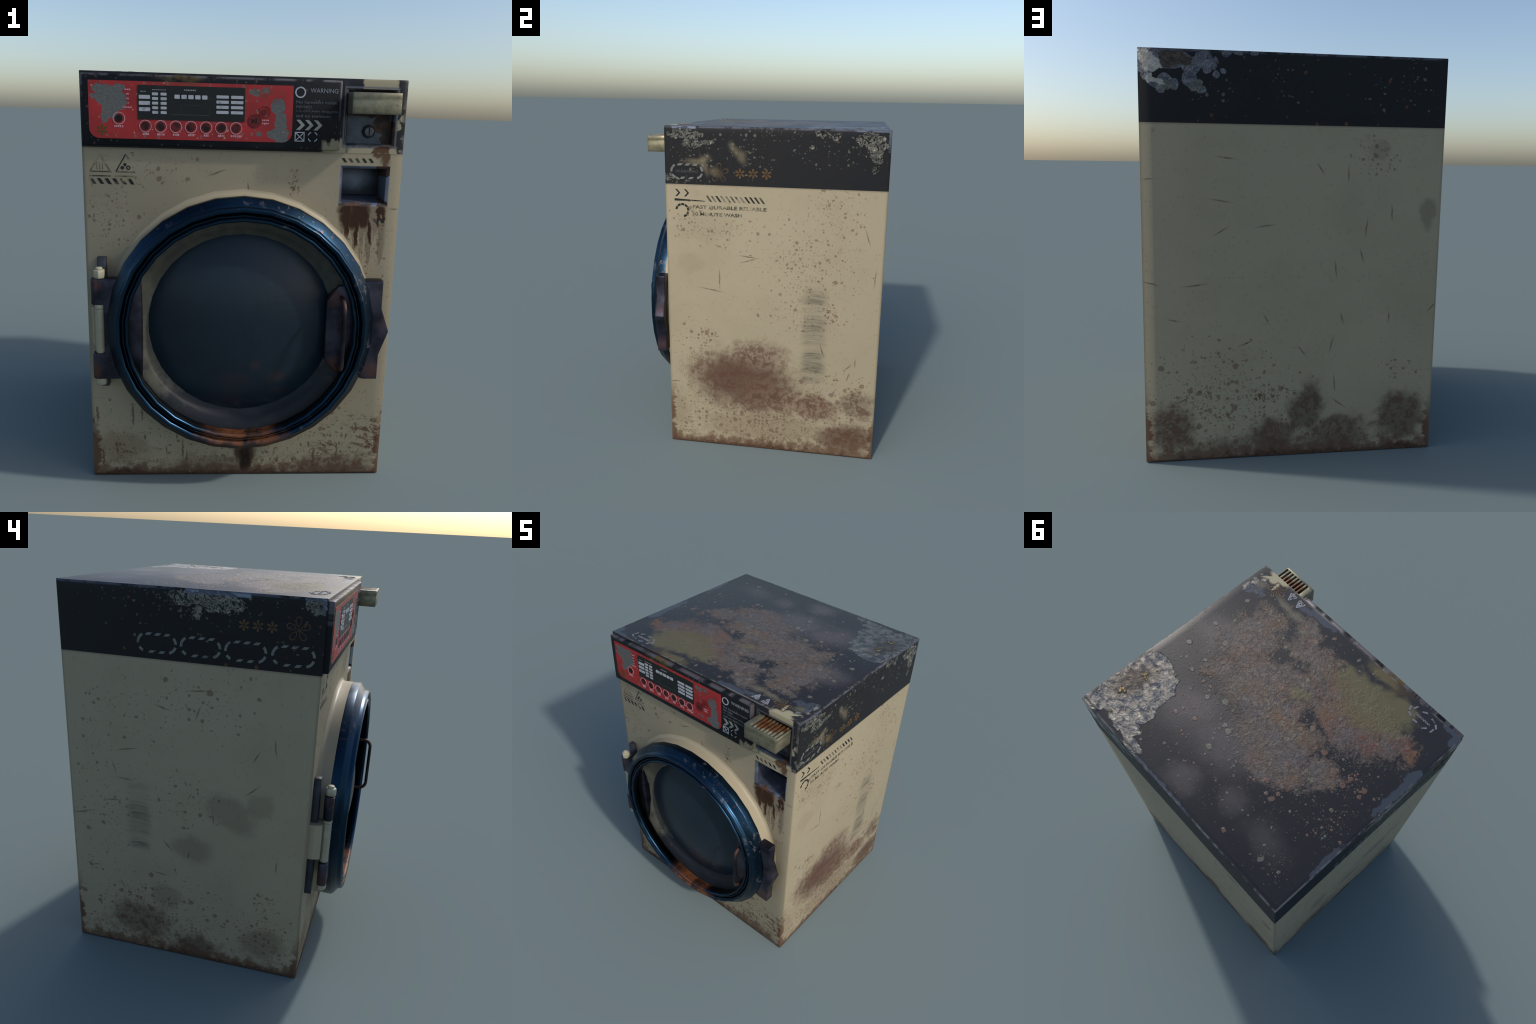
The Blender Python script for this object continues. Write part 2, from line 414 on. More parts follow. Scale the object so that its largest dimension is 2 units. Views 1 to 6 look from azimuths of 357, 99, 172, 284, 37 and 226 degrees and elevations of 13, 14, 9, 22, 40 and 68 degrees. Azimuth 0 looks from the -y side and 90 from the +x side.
mat_back = cream_face("cream_enamel_back", "xz",
    clouds=[(-0.07, 0.25, 0.10, 0.15, 12, 0.68, lin(62, 52, 44)), (-0.57, 0.18, 0.14, 0.16, 0, 0.66, lin(60, 48, 40)),
            (0.10, 0.12, 0.12, 0.09, 0, 0.65, lin(66, 54, 44)), (-0.25, 0.12, 0.18, 0.10, 0, 0.6, lin(70, 58, 50)),
            (0.60, 0.17, 0.12, 0.13, 0, 0.65, lin(76, 60, 50)), (0.1, 0.06, 0.6, 0.06, 0, 0.45, lin(80, 66, 54)),
            (-0.68, 1.25, 0.05, 0.08, 0, 0.45, lin(90, 82, 72)), (-0.42, 1.56, 0.05, 0.05, 0, 0.3, lin(96, 88, 76))],
    flecks=[(0.33, 0.30, 0.36, 0.24, 0, 0.85), (0.35, 0.50, 0.30, 0.12, 0, 0.4), (-0.55, 0.44, 0.1, 0.07, 0, 0.55), (-0.40, 1.53, 0.12, 0.12, 0, 0.45), (0.2, 0.1, 0.5, 0.1, 0, 0.7)],
    clumps=[(0.46, 0.33, 0.13, 0.12, 0, 0.75), (0.13, 0.31, 0.12, 0.10, 0, 0.85), (0.35, 0.22, 0.12, 0.09, 0, 0.75), (0.03, 0.35, 0.05, 0.05, 0, 0.8)],
    scuffs=[], scratch=[(0.336, 1.511, 0.046, 6), (0.363, 1.309, 0.051, 9), (0.362, 1.163, 0.039, 148), (0.147, 1.188, 0.040, 171), (0.487, 0.899, 0.055, 173), (-0.120, 1.466, 0.030, 56), (-0.258, 1.442, 0.035, 90),
             (-0.356, 1.180, 0.043, 95), (-0.485, 1.251, 0.037, 86), (-0.338, 1.040, 0.029, 72), (-0.207, 0.972, 0.040, 83), (-0.245, 0.720, 0.028, 74), (-0.490, 0.721, 0.026, 89), (0.140, 0.724, 0.028, 64),
             (-0.213, 0.379, 0.040, 84), (-0.238, 0.271, 0.039, 37), (-0.044, 0.552, 0.035, 52), (-0.192, 0.583, 0.035, 102), (0.240, 0.603, 0.035, 157), (0.591, 0.726, 0.031, 10), (-0.716, 0.768, 0.034, 131),
             (0.552, 0.318, 0.031, 155), (0.701, 1.410, 0.023, 177), (0.702, 0.913, 0.038, 17)], edge=(0.34, 0.42), bevel=0.0)


# ------------------------------------------------------------------ dark lid paint
def lid_base(m, warm=0.0):
    big = m.noise(4, 4)
    mid = m.noise(22, 5, 0.62)
    fine = m.noise(80, 4, 0.6)
    col = m.mix(NAVY, lin(32, 35, 41), m.mul(m.step(big, 0.45, 0.75), 0.4))
    return col, big, mid, fine


def lid_side(name, axes, flakes, drops, smears=(), rims=(), metal=0.75, tones=((54, 54, 51), (150, 146, 134)), ragged=1.0, extra=None, bevel=0.016):
    """near-black band; flakes: (u, v, ru, rv, turn) peeled-to-metal patches; drops: speckle fields"""
    m = Mat(name, axes, bevel=bevel)
    col, big, mid, fine = lid_base(m)
    wp = m.warp(0.09 * ragged, 16, detail=5)
    wq = m.warp(0.02, 50)
    metalf, h, rough = 0.0, m.mul(fine, 0.06), 0.46
    for s in smears:
        b = m.mul(m.blob(s[0:2], s[2:4], s[4], 0.9, m.warp(0.03, 20)), 0.40)
        col = m.mix(col, lin(128, 118, 96), b)
    d = m.blobs(drops, soft=0.9)
    s1 = m.spots(40, 0.30, m.mul(d, 0.6), soft=0.25, p=wq)
    s2 = m.spots(75, 0.36, m.mul(d, 0.6), soft=0.3, p=wq)
    col = m.mix(col, lin(128, 124, 108), m.mul(m.mx(s1, m.mul(s2, 0.7)), 0.42))
    s3 = m.spots(34, 0.26, 0.05, soft=0.25, p=wq)
    col = m.mix(col, lin(104, 72, 52), m.mul(s3, 0.6))
    if flakes:
        f = m.blobs(flakes, wp, 0.5)
        k = m.step(m.add(f, m.add(m.mul(m.sub(mid, 0.5), 1.3 * ragged), m.mul(m.sub(fine, 0.5), 0.9 * ragged))), 0.46, 0.56)
        ridge = m.noise(26, 5, 0.7, dist=1.6)
        rid = m.step(m.math("ABSOLUTE", m.sub(ridge, 0.5)), 0.08, 0.01)
        col = m.mix(col, m.mix(lin(*tones[0]), lin(*tones[1]), rid), m.mul(k, 0.9))
        metalf = m.mul(k, metal)
        h = m.add(h, m.add(m.mul(k, 0.5), m.mul(m.mul(k, ridge), 2.2)))
        rough = m.sub(0.46, m.mul(k, 0.18))
    if extra:
        col, metalf, rough = extra(m, col, metalf, rough, mid, k)
    for (u0, u1, v0, v1) in rims:
        b = m.mul(m.box(u0, u1, v0, v1, 0.005, m.warp(0.010, 60)), 0.85)
        col = m.mix(col, lin(112, 118, 132), b)
        metalf = m.mx(metalf, m.mul(b, 0.8))
        rough = m.lerp(rough, 0.28, b)
    # rubbed upper edge
    e = m.mul(m.step(m.v, H - 0.016, H - 0.004), m.step(m.add(mid, m.mul(big, 0.5)), 0.62, 0.85))
    col = m.mix(col, lin(96, 100, 112), m.mul(e, 0.7))
    return m.out(col, rough=rough, metal=metalf, spec=m.lerp(0.12, 0.5, metalf), height=h, bump=1.0, dist=0.009)


mat_lid_right = lid_side("dark_lid_right", "yz",
    flakes=[(-0.40, 1.955, 0.13, 0.035, 0), (-0.385, 1.91, 0.06, 0.03, 0), (-0.33, 1.905, 0.10, 0.018, 8), (-0.50, 1.705, 0.06, 0.018, 0),
            (0.385, 1.972, 0.07, 0.02, -10), (0.44, 1.955, 0.04, 0.022, 0), (0.65, 1.93, 0.10, 0.055, -25), (0.67, 1.86, 0.05, 0.06, 20),
            (0.58, 1.935, 0.06, 0.03, -20), (0.665, 1.785, 0.02, 0.025, 0), (0.324, 1.894, 0.025, 0.022, 0)],
    drops=[(-0.38, 1.84, 0.16, 0.10, 0, 0.9), (-0.05, 1.85, 0.25, 0.14, 0, 0.5), (0.45, 1.86, 0.3, 0.1, 0, 0.4), (-0.42, 1.69, 0.12, 0.03, 0, 0.9), (0.1, 1.95, 0.5, 0.05, 0, 0.4)],
    smears=[(-0.134, 1.882, 0.022, 0.045, 25), (-0.088, 1.836, 0.030, 0.045, 25), (-0.304, 1.817, 0.04, 0.025, 20), (-0.24, 1.745, 0.04, 0.025, -30), (-0.36, 1.80, 0.06, 0.02, 0), (-0.30, 1.77, 0.02, 0.05, 20)],
    rims=[(-0.49, -0.35, 1.985, 2.0), (0.55, 0.735, 1.988, 2.0), (0.728, 0.745, 1.88, 1.99)])
mat_lid_left = lid_side("dark_lid_left", "yz",
    flakes=[(0.07, 1.965, 0.13, 0.04, 0), (-0.07, 1.955, 0.13, 0.045, 0), (0.04, 1.90, 0.028, 0.03, 0), (-0.08, 1.915, 0.09, 0.022, 0), (-0.49, 1.965, 0.06, 0.035, 25)],
    drops=[(0.0, 1.93, 0.25, 0.09, 0, 0.9), (0.38, 1.96, 0.14, 0.05, 0, 0.7), (0.15, 1.86, 0.3, 0.12, 0, 0.16), (-0.4, 1.87, 0.14, 0.10, 0, 0.2), (-0.3, 1.97, 0.2, 0.03, 0, 0.5)],
    rims=[(-0.20, 0.10, 1.978, 1.998), (-0.53, -0.515, 1.93, 1.99), (-0.53, -0.44, 1.985, 1.998)], metal=0.25)
def back_corner(m, col, metalf, rough, mid, k):
    """corner whitened for grazing sun and horizon reflection, scorched brown next to it, chalky green lower down"""
    w = m.warp(0.06, 26, detail=5)
    wh = m.step(m.add(m.blobs([(0.715, 1.965, 0.05, 0.04, 0), (0.68, 1.93, 0.055, 0.045, 20), (0.66, 1.86, 0.06, 0.02, 20, 0.7)], w, 0.5), m.mul(m.sub(mid, 0.5), 1.2)), 0.4, 0.6)
    col = m.mix(col, lin(196, 190, 180), m.mul(m.mul(wh, k), 0.85))
    br = m.step(m.add(m.blobs([(0.585, 1.955, 0.075, 0.045, 0), (0.52, 1.95, 0.05, 0.03, 0, 0.7)], w, 0.6), m.mul(m.sub(mid, 0.5), 1.6)), 0.4, 0.6)
    col = m.mix(col, lin(70, 60, 50), m.mul(m.mul(br, k), 0.85))
    gr = m.blobs([(0.47, 1.84, 0.05, 0.035, -35), (0.61, 1.83, 0.05, 0.03, 0, 0.7)], w, 0.8)
    col = m.mix(col, lin(92, 96, 80), m.mul(m.mul(gr, k), 0.7))
    return col, m.mul(metalf, m.inv(m.mul(wh, 0.7))), rough


mat_lid_back = lid_side("dark_lid_back", "xz",
    flakes=[(0.70, 1.95, 0.075, 0.08, 0), (0.60, 1.955, 0.12, 0.055, 0), (0.70, 1.88, 0.03, 0.035, 0), (0.665, 1.845, 0.055, 0.024, 20), (0.62, 1.85, 0.04, 0.045, 0), (0.635, 1.825, 0.028, 0.03, 0),
            (0.575, 1.845, 0.026, 0.030, 0), (0.50, 1.925, 0.05, 0.045, 0), (0.44, 1.955, 0.05, 0.045, 0), (0.505, 1.87, 0.04, 0.04, 0), (0.475, 1.84, 0.04, 0.028, -35), (0.45, 1.82, 0.026, 0.022, 0),
            (0.425, 1.915, 0.022, 0.024, 0), (0.395, 1.925, 0.018, 0.020, 0), (0.385, 1.888, 0.020, 0.022, 0), (0.352, 1.908, 0.015, 0.015, 0), (0.385, 1.955, 0.017, 0.017, 0),
            (0.43, 1.985, 0.020, 0.018, 0), (0.335, 1.985, 0.026, 0.016, 0), (0.28, 1.988, 0.026, 0.013, 0), (0.205, 1.990, 0.022, 0.012, 0)],
    drops=[(0.42, 1.80, 0.14, 0.12, 0, 0.25), (0.06, 1.86, 0.14, 0.10, 0, 0.3), (-0.38, 1.83, 0.14, 0.10, 0, 0.22), (-0.58, 1.88, 0.14, 0.12, 0, 0.2)], metal=0.45,
    tones=((84, 88, 98), (120, 122, 128)), ragged=0.32, extra=back_corner, bevel=0.0)


def make_lid_front():
    m = Mat("dark_lid_front", "xz", bevel=0.014)
    col, big, mid, fine = lid_base(m)
    wp = m.warp(0.03, 30)
    col = m.mix(col, lin(70, 70, 76), m.mul(m.step(mid, 0.5, 0.75), 0.5))
    st = m.noise(40, 4, 0.6, stretch=(1, 0.2, 1))
    cream = m.mul(m.box(0.535, 0.690, 1.953, 2.02, 0.006, wp), 1.0)
    low = m.box(0.475, 0.705, 1.655, 1.698, 0.008, wp)
    low2 = m.mul(m.box(0.36, 0.47, 1.64, 1.76, 0.01), m.step(m.add(st, m.mul(m.step(m.v, 1.76, 1.67), 0.3)), 0.62, 0.68))
    tr = m.mul(m.box(0.70, 0.735, 1.68, 1.90, 0.01, wp), m.step(mid, 0.52, 0.6))
    k = m.mx(m.mx(cream, low), m.mx(low2, m.mul(tr, 0.8)))
    col = m.mix(col, lin(158, 150, 124), m.mul(k, 0.95))
    # bare metal frame round the lock recess
    fr = m.sub(m.box(0.448, 0.701, 1.692, 1.967, 0.002), m.box(0.456, 0.693, 1.700, 1.959, 0.002))
    col = m.mix(col, lin(104, 104, 112), m.mul(fr, 0.8))
    edge = m.step(m.x, 0.715, 0.735)
    col = m.mix(col, lin(84, 82, 84), m.mul(edge, m.step(mid, 0.4, 0.6)))
    r = m.blobs([(0.636, 1.685, 0.04, 0.02, 0), (0.60, 1.668, 0.02, 0.016, 30), (0.665, 1.69, 0.012, 0.03, 0)], m.warp(0.03, 40), 0.3)
    col = m.mix(col, RUST, m.mul(r, 0.9))
    return m.out(col, rough=0.4, metal=m.mul(fr, 0.6), spec=0.2, height=m.add(m.mul(k, -0.3), m.mul(fine, 0.15)), bump=0.4, dist=0.004)


def make_lid_top():
    m = Mat("dark_lid_top", "xy", bevel=0.006)
    col, big, mid, fine = lid_base(m)
    col = m.mix(NAVY, lin(46, 43, 45), 0.35)
    wp = m.warp(0.22, 9, detail=6)
    wq = m.warp(0.02, 50)
    rough, h = 0.36, m.mul(fine, 0.10)
    # soft dust bruises
    dust = m.blobs([(0.318, 0.367, 0.20, 0.13, 20), (0.046, 0.634, 0.10, 0.08, 0), (-0.202, 0.526, 0.09, 0.07, 0, 0.8), (0.56, -0.03, 0.13, 0.10, 0),
                    (-0.459, 0.542, 0.14, 0.08, 0, 0.6), (0.05, 0.36, 0.25, 0.15, 10)], m.warp(0.12, 10), 0.95)
    dust = m.mul(dust, m.add(0.35, m.mul(mid, 0.6)))
    col = m.mix(col, lin(92, 86, 85), m.mul(dust, 0.9))
    sm = m.blobs([(0.454, -0.424, 0.09, 0.022, -10), (0.66, -0.42, 0.05, 0.03, 30, 0.8), (0.37, -0.42, 0.06, 0.03, 10)], m.warp(0.04, 20), 0.9)
    col = m.mix(col, lin(124, 118, 98), m.mul(sm, 0.5))
    # brown crust field
    f = m.blobs([(0.42, -0.13, 0.19, 0.22, 0), (0.40, 0.10, 0.12, 0.07, 0, 0.9), (0.20, 0.02, 0.27, 0.22, 0), (-0.08, 0.12, 0.30, 0.24, 0), (-0.22, 0.26, 0.22, 0.13, 20),
                 (-0.40, 0.13, 0.12, 0.11, 0), (-0.28, -0.20, 0.33, 0.20, 0), (-0.52, -0.25, 0.17, 0.11, 10), (0.24, -0.40, 0.12, 0.08, 0, 0.9), (0.10, -0.29, 0.24, 0.15, 0, 0.95), (0.45, -0.30, 0.12, 0.12, 0, 0.8), (0.05, -0.13, 0.20, 0.17, 0, 0.9)], wp, 0.75)
    hole = m.blobs([(0.19, -0.19, 0.09, 0.035, 30), (-0.10, -0.46, 0.09, 0.06, 0), (0.10, -0.24, 0.06, 0.04, 0), (-0.13, -0.02, 0.05, 0.03, 40)], wp, 0.8)
    rag = m.noise(16, 8, 0.68)
    rag2 = m.noise(42, 6, 0.65, dist=0.7)
    rag3 = m.noise(70, 4, 0.6)
    field = m.sub(m.add(m.mul(f, 0.62), m.add(m.mul(rag, 1.05), m.mul(rag3, 0.25))), m.mul(hole, 0.35))
    crust = m.step(m.add(field, m.mul(m.sub(rag3, 0.5), 0.35)), 0.82, 1.20)
    ccol = m.mix(lin(84, 76, 71), lin(112, 99, 90), m.step(rag2, 0.42, 0.7))
    ccol = m.mix(ccol, lin(64, 56, 54), m.mul(m.step(rag2, 0.48, 0.32), 0.75))
    warmth = m.noise(7, 5, 0.6)
    ccol = m.mix(ccol, lin(102, 78, 56), m.mul(m.step(warmth, 0.47, 0.66), 0.65))
    ccol = m.mix(ccol, lin(84, 84, 88), m.mul(m.step(warmth, 0.46, 0.32), 0.5))
    # crust rim of warmer brown flakes
    rim = m.mul(m.step(field, 1.16, 1.0), crust)
    ccol = m.mix(ccol, lin(114, 90, 70), m.mul(rim, 0.5))
    red = m.blobs([(-0.56, -0.29, 0.11, 0.07, 0), (-0.42, -0.15, 0.13, 0.07, 15), (-0.26, -0.10, 0.10, 0.06, 0, 0.7)], m.warp(0.10, 14), 0.8)
    ccol = m.mix(ccol, lin(98, 56, 46), m.mul(m.mul(red, m.step(rag, 0.42, 0.60)), 0.85))
    org = m.blobs([(-0.645, -0.275, 0.055, 0.08, 0), (-0.05, 0.04, 0.10, 0.06, 30, 0.6), (-0.18, -0.08, 0.14, 0.06, 20, 0.6), (-0.15, -0.30, 0.2, 0.16, 0, 0.5)], m.warp(0.08, 16), 0.8)
    ccol = m.mix(ccol, lin(118, 80, 46), m.mul(m.mul(org, m.step(mid, 0.40, 0.58)), 0.85))
    col = m.mix(col, ccol, m.mul(crust, 0.85))
    # olive stain
    ol = m.blobs([(-0.33, -0.33, 0.23, 0.15, 15), (-0.15, -0.36, 0.14, 0.10, 0), (-0.42, -0.43, 0.10, 0.07, 0), (0.0, -0.11, 0.075, 0.045, 20, 0.75), (-0.22, -0.50, 0.12, 0.05, 0, 0.75)], m.warp(0.10, 12, detail=6), 0.7)
    olk = m.step(m.add(ol, m.mul(m.sub(rag, 0.5), 1.2)), 0.15, 0.85)
    col = m.mix(col, lin(95, 89, 64), m.mul(olk, 0.90))
    och = m.blobs([(-0.30, -0.22, 0.12, 0.06, 10), (-0.10, -0.30, 0.1, 0.05, 0), (-0.26, -0.52, 0.16, 0.05, 0)], m.warp(0.10, 12), 0.8)
    col = m.mix(col, lin(90, 73, 44), m.mul(och, 0.4))
    # flecks round the crust and toward the rear left
    fld = m.blobs([(0.0, 0.1, 0.62, 0.55, 0, 0.6), (-0.50, 0.05, 0.14, 0.14, 0, 1.0), (-0.60, 0.27, 0.10, 0.12, 0, 0.9), (-0.55, 0.60, 0.12, 0.10, 0, 0.6),
                   (0.40, 0.10, 0.2, 0.3, 0, 0.7), (0.5, -0.4, 0.25, 0.15, 0, 0.5)], soft=0.9)
    s1 = m.spots(22, 0.34, m.mul(fld, 0.55), soft=0.2, p=wq)
    s2 = m.spots(50, 0.36, m.mul(fld, 0.55), soft=0.25, p=wq)
    s3 = m.spots(110, 0.36, m.mul(fld, 0.6), soft=0.3, p=wq)
    tone = m.mix(lin(108, 84, 70), lin(104, 104, 92), m.step(m.noise(5, 2), 0.42, 0.58))
    sall = m.mx(m.mx(s1, s2), m.mul(s3, 0.6))
    col = m.mix(col, tone, m.mul(sall, 0.75))
    # blistered bare metal in the rear right corner
    sv = m.blobs([(0.62, 0.55, 0.15, 0.15, 0), (0.62, 0.37, 0.12, 0.12, 0), (0.50, 0.56, 0.11, 0.10, 0), (0.545, 0.44, 0.13, 0.16, 0), (0.70, 0.48, 0.05, 0.2, 0), (0.48, 0.66, 0.12, 0.06, 0), (0.35, 0.71, 0.08, 0.03, 0), (0.68, 0.70, 0.08, 0.05, 0)], m.warp(0.05, 22, detail=5), 0.35)
    svk = m.step(m.add(sv, m.add(m.mul(m.sub(mid, 0.5), 0.9), m.mul(m.sub(fine, 0.5), 0.6))), 0.40, 0.52)
    chip = m.blobs([(0.704, -0.353, 0.022, 0.035, 10), (0.690, -0.41, 0.02, 0.03, 0), (0.620, -0.372, 0.028, 0.016, 0), (0.67, -0.455, 0.014, 0.014, 0)], m.warp(0.04, 40), 0.3)
    svk = m.mx(svk, m.step(chip, 0.4, 0.6))
    lump = m.noise(30, 6, 0.62, dist=0.5)
    col = m.mix(col, m.mix(lin(84, 87, 94), lin(146, 141, 133), m.step(lump, 0.36, 0.62)), m.mul(svk, 0.92))
    # the middle of the blister field has gone brown
    core = m.mul(m.blobs([(0.64, 0.48, 0.085, 0.15, -10)], m.warp(0.04, 24), 0.7), svk)
    col = m.mix(col, lin(84, 74, 66), m.mul(core, 0.7))
    # blue-grey rubbed margins
    bl = m.blobs([(-0.715, -0.05, 0.025, 0.17, 0), (-0.715, -0.19, 0.035, 0.07, 0), (-0.722, 0.40, 0.018, 0.12, 0), (0.24, -0.515, 0.11, 0.026, 0), (0.36, -0.49, 0.07, 0.02, 10, 0.8),
                  (-0.715, -0.50, 0.03, 0.05, 0), (-0.68, -0.525, 0.07, 0.015, 0), (0.62, -0.38, 0.04, 0.03, 0, 0.8), (0.68, -0.36, 0.03, 0.04, 0), (0.10, 0.735, 0.3, 0.012, 0, 0.8)], m.warp(0.045, 30, detail=5), 0.5)
    blk = m.step(m.add(bl, m.mul(m.sub(rag, 0.5), 1.5)), 0.35, 0.60)
    col = m.mix(col, BLUW, m.mul(blk, 0.8))
    ed = m.mx(m.step(m.math("ABSOLUTE", m.x), W - 0.014, W - 0.003), m.mx(m.step(m.y, YF + 0.016, YF + 0.004), m.step(m.y, YB - 0.014, YB - 0.003)))
    edk = m.mul(ed, m.step(m.add(mid, m.mul(big, 0.6)), 0.72, 0.95))
    col = m.mix(col, lin(112, 112, 106), m.mul(edk, 0.7))
    # cream paint spatter rays next to the coin tray
    cw = m.warp(0.018, 40)
    ray = m.blobs([(0.612, -0.525, 0.075, 0.022, 0), (0.655, -0.497, 0.055, 0.010, 38), (0.590, -0.480, 0.045, 0.010, 100), (0.630, -0.50, 0.03, 0.03, 0)], cw, 0.35)
    col = m.mix(col, lin(158, 150, 122), m.mul(ray, 0.9))
    # a dark line just inside the rear and left folds
    ln = m.mx(m.box(-0.73, -0.716, -0.5, 0.73, 0.004), m.box(-0.73, 0.73, 0.716, 0.728, 0.004))
    col = m.mix(col, lin(26, 27, 34), m.mul(m.mul(ln, m.inv(blk)), 0.6))
    hh = m.add(h, m.add(m.mul(crust, m.sub(m.add(m.mul(rag2, 1.3), m.mul(rag, 1.5)), 1.0)), m.mul(svk, m.add(0.8, m.mul(lump, 4.0)))))
    hh = m.add(hh, m.mul(sall, 0.35))
    rg = m.add(m.lerp(0.44, 0.42, crust), m.mul(olk, 0.1))
    rg = m.sub(rg, m.mul(svk, 0.08))
    return m.out(col, rough=rg, metal=m.mul(svk, 0.9), spec=0.34, height=hh, bump=0.8, dist=0.007)


mat_lid_front, mat_lid_top = make_lid_front(), make_lid_top()


# ------------------------------------------------------------------ other materials
def make_panel():
    m = Mat("panel_black", "xz", bevel=0.012)
    col, big, mid, fine = lid_base(m)
    col = m.mix(lin(19, 21, 25), lin(26, 28, 32), m.step(big, 0.4, 0.7))
    st = m.noise(26, 5, 0.65, stretch=(1, 0.22, 1))
    low = m.mul(m.box(0.352, 0.45, 1.66, 1.775, 0.008), m.step(m.add(st, m.mul(m.step(m.v, 1.765, 1.675, "LINEAR"), 0.42)), 0.66, 0.72))
    col = m.mix(col, lin(128, 124, 104), m.mul(low, 0.92))
    ol = m.mul(m.blob((-0.28, 1.985), (0.12, 0.028), 0, 0.8, m.warp(0.05, 30)), m.step(mid, 0.35, 0.6))
    col = m.mix(col, lin(92, 78, 46), m.mul(ol, 0.85))
    e = m.mx(m.mx(m.step(m.v, 1.976, 1.985), m.step(m.x, 0.418, 0.428)), m.mul(m.step(m.x, -0.716, -0.726), m.step(m.v, 1.86, 1.92)))
    ek = m.mul(e, m.step(m.add(m.noise(12, 4), m.mul(fine, 0.2)), 0.52, 0.66))
    col = m.mix(col, lin(108, 104, 108), m.mul(ek, 0.75))
    s = m.spots(70, 0.36, 0.16, soft=0.3, p=m.warp(0.02, 40))
    col = m.mix(col, lin(96, 84, 70), m.mul(s, 0.55))
    return m.out(col, rough=0.42, spec=0.15, metal=m.mul(ek, 0.5), height=m.add(m.mul(fine, 0.2), m.mul(low, 0.3)), bump=0.35, dist=0.004)


def make_red():
    m = Mat("red_faceplate", "xz")
    big, mid, fine = m.noise(6, 4), m.noise(30, 5, 0.65), m.noise(90, 4)
    col = m.mix(lin(160, 41, 42), lin(134, 36, 37), m.step(big, 0.35, 0.7))
    col = m.mix(col, lin(122, 34, 34), m.mul(m.step(m.v, 1.78, 1.71), 0.4))
    gw = m.warp(0.035, 38, detail=5)
    g = m.blobs([(-0.605, 1.895, 0.070, 0.050, 0), (-0.655, 1.928, 0.030, 0.017, 0), (-0.665, 1.893, 0.026, 0.013, 0), (-0.560, 1.93, 0.028, 0.018, 0), (-0.600, 1.84, 0.042, 0.045, 15), (-0.552, 1.875, 0.028, 0.04, 0),
                 (-0.625, 1.80, 0.018, 0.028, 0, 0.8), (0.145, 1.865, 0.033, 0.040, 0), (0.160, 1.80, 0.030, 0.05, 0), (0.150, 1.745, 0.055, 0.03, 0), (0.165, 1.718, 0.03, 0.02, 0), (0.06, 1.743, 0.014, 0.012, 0), (0.04, 1.925, 0.03, 0.022, 0, 0.55), (0.085, 1.938, 0.02, 0.022, 0, 0.5)], gw, 0.35)
    gk = m.step(m.add(g, m.mul(m.sub(mid, 0.5), 0.45)), 0.42, 0.52)
    col = m.mix(col, m.mix(lin(78, 87, 87), lin(92, 98, 96), m.step(fine, 0.4, 0.65)), m.mul(gk, 0.95))
    rb = m.mul(m.blob((0.06, 1.915), (0.11, 0.06), 0, 0.9), m.step(m.noise(36, 5, 0.65), 0.52, 0.6))
    col = m.mix(col, lin(96, 58, 44), m.mul(rb, 0.65))
    top = m.mul(m.blob((-0.27, 1.958), (0.13, 0.02), 0, 0.9), m.step(mid, 0.4, 0.6))
    col = m.mix(col, lin(92, 64, 44), m.mul(top, 0.7))
    s = m.spots(48, 0.32, 0.26, soft=0.25, p=m.warp(0.02, 50))
    col = m.mix(col, lin(108, 92, 90), m.mul(s, 0.6))
    s2 = m.spots(60, 0.22, 0.10, soft=0.25, p=m.warp(0.02, 50))
    col = m.mix(col, lin(190, 150, 110), m.mul(s2, 0.7))
    return m.out(col, rough=m.lerp(0.5, 0.42, gk), metal=0.0, spec=0.35, height=m.sub(m.mul(mid, 0.1), m.mul(gk, 0.3)), bump=0.3, dist=0.003)


def worn(name, ink, ground, amount=0.35, scale=26, rough=0.5, spec=0.3, axes="xz", metal=0.0, edge=0.1):
    """printed ink flaking off to the ground colour"""
    m = Mat(name, axes)
    n = m.noise(scale, 5, 0.65, p=m.obj)
    n2 = m.noise(scale * 0.3, 3, 0.5, p=m.obj)
    k = m.step(m.add(m.mul(n, 0.6), m.mul(n2, 0.5)), 0.30 + 0.5 * amount - edge, 0.30 + 0.5 * amount + edge)
    return m.out(m.mix(ground, ink, k), rough=rough, spec=spec, metal=metal)


mat_panel, mat_red = make_panel(), make_red()
mat_black_ink = worn("black_print", lin(24, 25, 24), CREAM, 0.20)
mat_black_fade = worn("faded_black_print", lin(50, 48, 43), CREAM, 0.40, 34, edge=0.16)
mat_white_ink = worn("white_print", lin(168, 170, 176), NAVY, 0.25, 60)
mat_dim_ink = worn("dim_print", lin(128, 130, 136), NAVY, 0.24, 70)
mat_chip_ink = worn("chipped_white_print", lin(138, 140, 146), NAVY, 0.36, 60)
mat_faint_ink = worn("faint_print", lin(94, 97, 103), NAVY, 0.30, 80)
mat_pink_ink = worn("pink_print", lin(186, 140, 146), lin(140, 40, 42), 0.30, 60)
mat_key = worn("key_white", lin(164, 167, 174), lin(104, 106, 110), 0.27, 46, rough=0.4)
mat_display = worn("display_black", lin(18, 20, 19), lin(40, 42, 40), 0.15, 40, rough=0.35, spec=0.4)
mat_gold = worn("gold_print", lin(84, 63, 36), NAVY, 0.30, 50)
mat_gold_dim = worn("dim_gold_print", lin(104, 78, 44), lin(44, 43, 46), 0.40, 50)
mat_olive_ink = worn("olive_print", lin(78, 66, 24), lin(128, 38, 38), 0.28, 60)
mat_silver_ink = worn("silver_print", lin(140, 142, 136), NAVY, 0.28, 60, rough=0.35, metal=0.3)
mat_grey_dash = worn("grey_print", lin(104, 108, 104), NAVY, 0.26, 60, rough=0.45)
mat_dark_red = worn("dark_red_print", lin(98, 26, 26), lin(140, 42, 42), 0.30, 60)
